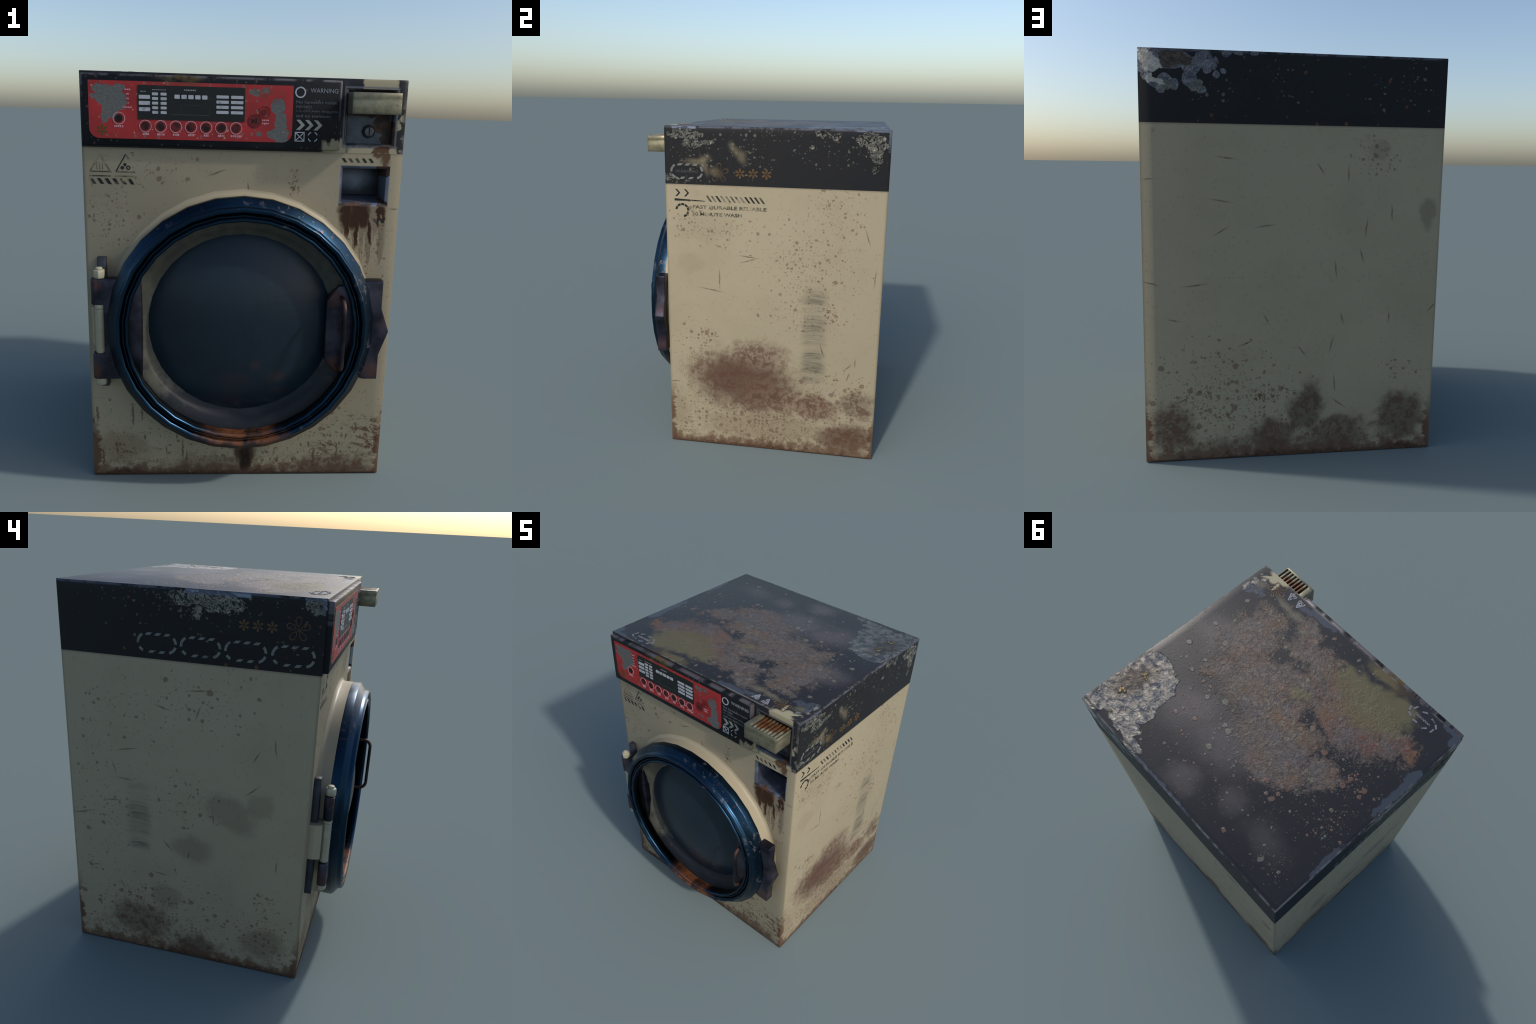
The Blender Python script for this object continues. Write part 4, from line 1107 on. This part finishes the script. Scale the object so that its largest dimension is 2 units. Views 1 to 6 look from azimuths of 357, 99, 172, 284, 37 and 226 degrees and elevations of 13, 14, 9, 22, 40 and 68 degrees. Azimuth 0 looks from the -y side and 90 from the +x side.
for k in range(7):
    round_button(-0.447 + 0.0675 * k, 1.7672, 0.0275, mat_pink_ink, mat_soot, 0.66)
round_button(-0.5635, 1.7985, 0.0275, mat_pink_ink, mat_black, 0.60, "selector_knob")
round_button(0.040, 1.8015, 0.031, mat_dark_red, mat_dark_red, 0.80, "start_button")
round_button(0.084, 1.8425, 0.026, mat_dark_red, mat_dark_red, 0.55, "power_button")
stamp("play_symbol", "panel", [[(0.028, 1.789), (0.042, 1.8015), (0.028, 1.814)], rect(0.045, 0.050, 1.789, 1.814)], mat_black, panel, 0.0050, 0.0035)
stamp("power_symbol", "panel", ring(0.084, 1.8425, 0.006, 0.010) , mat_soot, panel, 0.0050, 0.0035)


def petals(cu, cv, r_in, r_out, wid, n=6, turn=90.0):
    out = []
    for k in range(n):
        a = math.radians(turn + 360 / n * k)
        d, s = Vector((math.cos(a), math.sin(a))), Vector((-math.sin(a), math.cos(a)))
        pts = []
        for t, w in ((0, 0.25), (0.35, 0.75), (0.7, 1.0), (0.92, 0.7), (1.0, 0.0), (0.92, -0.7), (0.7, -1.0), (0.35, -0.75), (0, -0.25)):
            q = Vector((cu, cv)) + d * (r_in + (r_out - r_in) * t) + s * wid * w
            pts.append((q.x, q.y))
        out.append(pts)
    return out


def petal_outline(cu, cv, r_out, wid, line, n=5, turn=90.0, steps=14):
    """open loop petals drawn as thin lines, with a bud in the middle"""
    out = []
    for k in range(n):
        a = math.radians(turn + 360 / n * k)
        d, s = Vector((math.cos(a), math.sin(a))), Vector((-math.sin(a), math.cos(a)))
        def loop(f):
            res = []
            for i in range(steps):
                t = 2 * math.pi * i / steps
                res.append(Vector((cu, cv)) + d * (r_out * 0.60 + r_out * 0.40 * f * math.cos(t)) + s * wid * f * math.sin(t) * (0.85 + 0.3 * math.cos(t)))
            return res
        A, B = loop(1.0), loop(1.0 - line)
        for i in range(steps):
            j = (i + 1) % steps
            out.append([tuple(A[i]), tuple(A[j]), tuple(B[j]), tuple(B[i])])
        out.append(stroke((cu + d.x * r_out * 0.04, cv + d.y * r_out * 0.04), (cu + d.x * r_out * 0.30, cv + d.y * r_out * 0.30), line * wid * 0.8))
    out.append(disc(cu, cv, r_out * 0.09, 8))
    return out


stamp("flower_print", "panel", petals(-0.638, 1.7475, 0.004, 0.0245, 0.005), mat_olive_ink, panel, 0.0022, 0.0012)

# warning block on the panel's right end
stamp("warning_ring", "panel", ring(0.2430, 1.9325, 0.0185, 0.0245, 6, 4), mat_white_ink, panel)
text_stamp("warning_word", "panel", "WARNING", 0.287, 0.412, 1.932, 1.952, mat_dim_ink, panel, 0.0012, 0.004)
for body, v, u1 in (("No hamsters inside", 1.884, 0.409), ("no cats", 1.864, 0.297), ("no chicken nuggets", 1.844, 0.416), ("and no skeletons", 1.824, 0.386)):
    text_stamp("warning_text", "panel", body, 0.226, u1, v, v + 0.0135, mat_faint_ink, panel, 0.0012)
stamp("arrow_mark", "panel", [chevron(0.2285 + 0.0398 * k, 1.790, 0.040, 0.0225, 0.018) for k in range(3)], mat_silver_ink, panel, 0.0022)
sq = (0.2245, 0.2690, 1.7165, 1.7590)
stamp("crossed_box", "panel", [rect(sq[0], sq[1], sq[3] - 0.004, sq[3]), rect(sq[0], sq[1], sq[2], sq[2] + 0.004), rect(sq[0], sq[0] + 0.004, sq[2] + 0.004, sq[3] - 0.004),
      rect(sq[1] - 0.004, sq[1], sq[2] + 0.004, sq[3] - 0.004)], mat_white_ink, panel)
stamp("crossed_box_diagonal", "panel", [stroke((sq[0] + 0.006, sq[2] + 0.006), (sq[1] - 0.006, sq[3] - 0.006), 0.004)], mat_white_ink, panel, 0.0010)
stamp("crossed_box_diagonal", "panel", [stroke((sq[0] + 0.006, sq[3] - 0.006), (sq[1] - 0.006, sq[2] + 0.006), 0.004)], mat_white_ink, panel, 0.0014)
stamp("dashed_ring", "panel", [arc(0.3065, 1.7385, 0.0195, 0.0235, 22 + 90 * k, 68 + 90 * k) for k in range(4)], mat_white_ink, panel)

# ------------------------------------------------------------------ prints on the cabinet
def triangle_sign(cu, top, bot, hw, t, drop=None):
    A, B, C = (cu, top), (cu - hw, bot), (cu + hw, bot)
    p = [stroke(A, B, t), stroke(B, C, t)]
    p.append(stroke(C, A, t) if drop is None else stroke((cu + hw * 0.28, top - (top - bot) * 0.28), A, t))
    return p


sign = triangle_sign(-0.6585, 1.640, 1.559, 0.046, 0.0048)
stamp("hazard_triangle", "front", [sign[0]], mat_black_fade, cabinet, 0.0010)
stamp("hazard_triangle", "front", [sign[1]], mat_black_fade, cabinet, 0.0012)
stamp("hazard_triangle", "front", [sign[2]], mat_black_fade, cabinet, 0.0014)
sign = triangle_sign(-0.5415, 1.640, 1.559, 0.046, 0.0048, drop=True)
stamp("hazard_triangle", "front", [sign[0]], mat_black_ink, cabinet, 0.0010)
stamp("hazard_triangle", "front", [sign[1]], mat_black_fade, cabinet, 0.0012)
stamp("hazard_triangle", "front", [sign[2]], mat_black_fade, cabinet, 0.0014)
stamp("heat_symbol", "front", [stroke((-0.672 + 0.013 * k, 1.568), (-0.674 + 0.013 * k, 1.598), 0.0028) for k in range(3)], mat_black_fade, cabinet)
stamp("gear_symbol", "front", [disc(-0.546, 1.592, 0.0075, 9), disc(-0.558, 1.577, 0.0085, 9)] + ring(-0.531, 1.578, 0.005, 0.010), mat_black_ink, cabinet)
stamp("rule_line", "front", [rect(-0.709, -0.612, 1.536, 1.542), rect(-0.591, -0.505, 1.536, 1.542)], mat_black_fade, cabinet)
for k in range(7):
    stamp("hazard_stripe", "front", [slant(-0.709 + 0.0345 * k, 1.502, 1.528, 0.016, 0.017)], mat_black_ink if 0 < k < 6 else mat_black_fade, cabinet)
for k in range(5):
    stamp("hazard_stripe", "front", [slant(0.452 + 0.0315 * k, 1.626, 1.645, 0.012, 0.014)], mat_black_fade if k in (1, 2) else mat_black_ink, cabinet)
for k in range(2):
    stamp("hazard_stripe", "front", [slant(0.616 + 0.032 * k, 1.343, 1.363, 0.012, 0.016)], mat_black_ink if k else mat_black_fade, cabinet)

stamp("arrow_print", "right", [chevron(-0.478 + 0.053 * k, 1.6185, 0.030, 0.021, 0.011) for k in range(2)], mat_black_ink, cabinet)
stamp("rule_line", "right", [[(-0.483, 1.5715), (-0.30, 1.5725), (-0.30, 1.5755), (-0.36, 1.579), (-0.483, 1.5845)]], mat_black_ink, cabinet)
for k in range(12):
    stamp("hazard_stripe", "right", [slant(-0.296 + 0.0283 * k, 1.572, 1.607, 0.012, 0.026)], mat_black_ink if k in (2, 8, 9, 10) else mat_black_fade, cabinet)
stamp("dial_ring", "right", [arc(-0.4375, 1.5155, 0.030, 0.042, a, a + 30) for a in (-75, -38, -2, 34, 70, 106, 142)], mat_black_ink, cabinet)
text_stamp("slogan", "right", "FAST DURABLE RELIABLE", -0.374, 0.062, 1.5285, 1.5495, mat_black_fade, cabinet, 0.0012, 0.020)
text_stamp("slogan", "right", "30 MINUTE WASH", -0.378, -0.083, 1.487, 1.508, mat_black_fade, cabinet, 0.0012, 0.022)

# ------------------------------------------------------------------ prints on the lid
for u in (-0.094, -0.018, 0.059):
    stamp("blossom_print", "right", petals(u, 1.740, 0.005, 0.030, 0.0065), mat_gold, lid, 0.0014)
stamp("flower_outline", "right", petal_outline(-0.216, 1.740, 0.058, 0.016, 0.22), mat_gold, lid, 0.0012)
for u in (-0.174, -0.238, -0.302):
    stamp("blossom_print", "left", petals(u, 1.862, 0.004, 0.026, 0.0055), mat_gold, lid, 0.0014)
stamp("flower_outline", "left", petal_outline(-0.418, 1.862, 0.056, 0.0155, 0.20), mat_gold, lid, 0.0012)


def capsule(cu, cv, hw, hh, sgn):
    """slanted dashes run round a lozenge like a conveyor sign"""
    t, c = 0.0125, hw - hh
    p = []
    for k in range(3):
        a = cu + sgn * (-c - 0.006 + (2 * c - 0.014) / 2 * k)
        p.append([(a, cv + hh - t), (a + sgn * 0.024, cv + hh - t), (a + sgn * 0.037, cv + hh), (a + sgn * 0.013, cv + hh)])
    for k in range(2):
        a = cu + sgn * (-c + 0.008 + (2 * c - 0.004) / 2 * k)
        p.append([(a, cv - hh), (a + sgn * 0.024, cv - hh), (a + sgn * 0.037, cv - hh + t), (a + sgn * 0.013, cv - hh + t)])
    for side, a0, a1 in ((-1, 118, 186), (1, 2, 44), (1, -78, -18), (-1, 214, 246)):
        q = arc(0, 0, 1 - t / hh, 1, a0, a1, 6)
        p.append([(cu + sgn * (side * c + x * hh), cv + y * hh) for x, y in q])
    return p


for u in (0.240, 0.027, -0.186, -0.404):
    stamp("dashed_lozenge", "left", capsule(u, 1.744, 0.100, 0.047, -1), mat_grey_dash, lid, 0.0024)
stamp("dashed_lozenge", "right", capsule(-0.406, 1.744, 0.098, 0.045, 1), mat_grey_dash, lid, 0.0024)
text_stamp("warning_word", "right", "WARNING", -0.474, -0.339, 1.735, 1.751, worn("dim_grey_print", lin(66, 68, 72), NAVY, 0.3, 60), lid, 0.0012, 0.004)

stamp("flower_outline", "top", petal_outline(0.562, -0.465, 0.056, 0.015, 0.22, turn=100), mat_gold_dim, lid, 0.0012)
for cu, cv in ((0.474, -0.493), (0.408, -0.493)):
    tri = [(cu + 0.026 * math.cos(math.radians(a)), cv + 0.032 * math.sin(math.radians(a))) for a in (90, 210, 330)]
    for i in range(3):
        a, b = tri[i], tri[(i + 1) % 3]
        stamp("warning_triangle", "top", [stroke(a, b, 0.006)], mat_chip_ink, lid, 0.0010 + 0.0003 * i)
        c, e = [((p[0] - cu) * 0.45 + cu, (p[1] - cv) * 0.45 + cv) for p in (a, b)]
        stamp("warning_triangle", "top", [stroke(c, e, 0.005)], mat_chip_ink, lid, 0.0010 + 0.0003 * i)


def top_lozenge(cu, cv, hu, hv):
    out = []
    for a in range(0, 360, 40):
        d = math.radians(a + random.uniform(-6, 6))
        c = (cu + hu * math.cos(d), cv + hv * math.sin(d))
        t = d + math.pi / 2 + 0.35
        out.append(stroke((c[0] - 0.014 * math.cos(t), c[1] - 0.014 * math.sin(t)), (c[0] + 0.014 * math.cos(t), c[1] + 0.014 * math.sin(t)), 0.010))
    return out


stamp("dashed_lozenge", "top", top_lozenge(-0.525, -0.468, 0.085, 0.038), worn("pale_print", lin(104, 106, 114), lin(44, 44, 48), 0.36, 60), lid, 0.0022)
text_stamp("warning_word", "top", "WARNING", -0.575, -0.478, -0.475, -0.462, mat_dim_ink, lid, 0.0012)

# blisters on the bare corner
bm = bmesh.new()
rng = random.Random(3)
for cx, cy, r, n in ((0.63, 0.557, 0.020, 7), (0.624, 0.422, 0.017, 6), (0.671, 0.48, 0.011, 3), (0.593, 0.36, 0.012, 3), (0.60, 0.43, 0.012, 3), (0.446, 0.529, 0.010, 3), (0.571, 0.677, 0.012, 4), (0.69, 0.60, 0.010, 3), (0.53, 0.62, 0.009, 3)):
    for k in range(n):
        a, d = rng.uniform(0, 6.28), rng.uniform(0, r)
        s = r * rng.uniform(0.38, 0.6)
        bmesh.ops.create_icosphere(bm, subdivisions=2, radius=s, matrix=Matrix.Translation((cx + d * math.cos(a), cy + d * math.sin(a), H)) @ Matrix.Diagonal((1, 1, 0.25, 1)))
bl = obj_from("rust_blister", bm, make_metal("blister_metal", lin(150, 136, 104), lin(84, 72, 56), 0.2, 0.3), lid, 60)
bl["kind"] = "stuff"

# ------------------------------------------------------------------ door
door = bpy.data.objects.new("door", None)
bpy.context.scene.collection.objects.link(door)
door.parent = root
lathe("door_seat", [(0.654, YF + 0.001), (0.645, -0.5383), (0.637, -0.5415), (0.631, -0.548), (0.6282, -0.558), (0.6275, -0.607)], mat_skirt, cabinet, smooth=50)
ring_prof = [(0.600, -0.600), (0.624, -0.6035), (0.628, -0.608), (0.628, -0.649), (0.625, -0.655), (0.592, -0.680), (0.589, -0.684), (0.588, -0.695),
             (0.586, -0.7005), (0.580, -0.7055), (0.572, -0.7055), (0.566, -0.7015), (0.562, -0.693), (0.5585, -0.6870), (0.5555, -0.692), (0.552, -0.6965), (0.5475, -0.696),
             (0.545, -0.6890), (0.543, -0.690), (0.541, -0.700), (0.536, -0.7055), (0.529, -0.7055), (0.5245, -0.701), (0.5235, -0.693), (0.527, -0.680), (0.533, -0.642), (0.533, -0.630), (0.50, -0.60)]
lathe("door_ring", ring_prof, mat_ring, door, smooth=38)
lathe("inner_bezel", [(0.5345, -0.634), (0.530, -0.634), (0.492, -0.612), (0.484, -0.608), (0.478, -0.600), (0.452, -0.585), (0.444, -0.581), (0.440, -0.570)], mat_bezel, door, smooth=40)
Rg, bulge = 0.447, 0.104
Rs = (Rg ** 2 + bulge ** 2) / (2 * bulge)
dome = [(Rg * t, -0.685 + Rs - math.sqrt(Rs * Rs - (Rg * t) ** 2)) for t in [1 - k / 12 for k in range(13)]]
lathe("door_glass", dome, mat_glass, door, smooth=60)


def slab(name, outline, y0, y1, mat, parent, bevel=0.007):
    """plate cut to an outline in the x-z plane, its front edge chamfered"""
    bm = bmesh.new()
    a = [bm.verts.new((x, y0, z)) for x, z in outline]
    b = [bm.verts.new((x, y1, z)) for x, z in outline]
    bm.faces.new(a)
    bm.faces.new(b)
    for i in range(len(outline)):
        j = (i + 1) % len(outline)
        bm.faces.new((a[i], a[j], b[j], b[i]))
    bmesh.ops.recalc_face_normals(bm, faces=bm.faces)
    es = [e for e in bm.edges if all(abs(v.co.y - y0) < 1e-6 for v in e.verts)]
    bmesh.ops.bevel(bm, geom=es, offset=bevel, segments=2, affect="EDGES", profile=0.5)
    return obj_from(name, bm, mat, parent, 35)


slab("latch_plate", [(0.455, 1.056), (0.60, 1.081), (0.666, 1.081), (0.667, 0.944), (0.708, 0.83), (0.667, 0.710), (0.667, 0.584), (0.60, 0.584), (0.455, 0.622), (0.402, 0.686), (0.402, 0.982)],
     -0.641, -0.582, mat_plate, door)
slab("hinge_plate", [(-0.680, 1.077), (-0.468, 1.077), (-0.468, 0.583), (-0.680, 0.583), (-0.680, 0.711), (-0.642, 0.711), (-0.642, 0.952), (-0.680, 0.952)],
     -0.643, -0.597, mat_plate, door, 0.004)
for z0, z1 in ((0.9522, 1.0768), (0.5832, 0.7108)):
    prism_z("hinge_sleeve", -0.678, -0.620, 0.0245, z0, z1, 16, mat_plate, door, 0.003)

# bent bar handle: a swept tube with rounded shoulders
cu = bpy.data.curves.new("handle", "CURVE")
cu.dimensions = "3D"
cu.bevel_depth = 0.0105
cu.bevel_resolution = 3
spl = cu.splines.new("BEZIER")
HX, HY0, HY1 = 0.468, -0.632, -0.7315
path = [((HX, HY0, 1.000), (0, -0.02, 0)), ((HX, -0.688, 1.000), (0, -0.024, 0)), ((HX + 0.002, HY1, 0.956), (0, 0, -0.024)), ((HX + 0.002, HY1, 0.704), (0, 0, -0.024)), ((HX, -0.688, 0.660), (0, 0.024, 0)), ((HX, HY0, 0.660), (0, 0.02, 0))]
spl.bezier_points.add(len(path) - 1)
for bp, (co, t) in zip(spl.bezier_points, path):
    bp.co = co
    bp.handle_left = Vector(co) - Vector(t)
    bp.handle_right = Vector(co) + Vector(t)
cu.resolution_u = 8
tmp = bpy.data.objects.new("handle_curve", cu)
bpy.context.scene.collection.objects.link(tmp)
bpy.context.view_layer.update()
hm = bpy.data.meshes.new_from_object(tmp.evaluated_get(bpy.context.evaluated_depsgraph_get()))
bpy.data.objects.remove(tmp)
hm.name = "handle"
hm.materials.clear()
hm.materials.append(mat_handle)
hm.shade_smooth()
ho = bpy.data.objects.new("handle", hm)
bpy.context.scene.collection.objects.link(ho)
ho.parent = door

# ------------------------------------------------------------------ hinge on the cabinet
hinge = bpy.data.objects.new("hinge", None)
bpy.context.scene.collection.objects.link(hinge)
hinge.parent = root
box("hinge_bar", (-0.681, -0.571, 0.513), (-0.640, YF + 0.003, 1.161), mat_bar, hinge, 0.002)
bm = bmesh.new()
pts = [(-0.712, YF + 0.003), (-0.712, -0.566), (-0.700, -0.600), (-0.640, -0.604), (-0.632, -0.560), (-0.632, YF + 0.003)]
lo = [bm.verts.new((x, y, 0.736)) for x, y in pts]
hi = [bm.verts.new((x, y, 0.926)) for x, y in pts]
bm.faces.new(lo)
bm.faces.new(hi)
for i in range(len(pts)):
    j = (i + 1) % len(pts)
    bm.faces.new((lo[i], lo[j], hi[j], hi[i]))
bmesh.ops.recalc_face_normals(bm, faces=bm.faces)
obj_from("hinge_block", bm, mat_skirt, hinge)
prism_z("hinge_barrel", -0.664, -0.620, 0.0225, 0.7125, 0.930, 8, mat_nut, hinge, 0, math.radians(22.5))
prism_z("hinge_washer", -0.664, -0.620, 0.0235, 0.9310, 0.9515, 8, mat_nut, hinge, 0.001, math.radians(22.5))
prism_z("hinge_nut", -0.662, -0.620, 0.027, 1.0775, 1.1165, 6, mat_nut, hinge, 0.004)
prism_z("bolt_end", -0.662, -0.620, 0.0165, 1.1150, 1.128, 12, mat_nut, hinge, 0.004)
prism_z("hinge_nut", -0.664, -0.620, 0.025, 0.548, 0.5825, 6, mat_nut, hinge, 0.006)

bpy.context.view_layer.update()
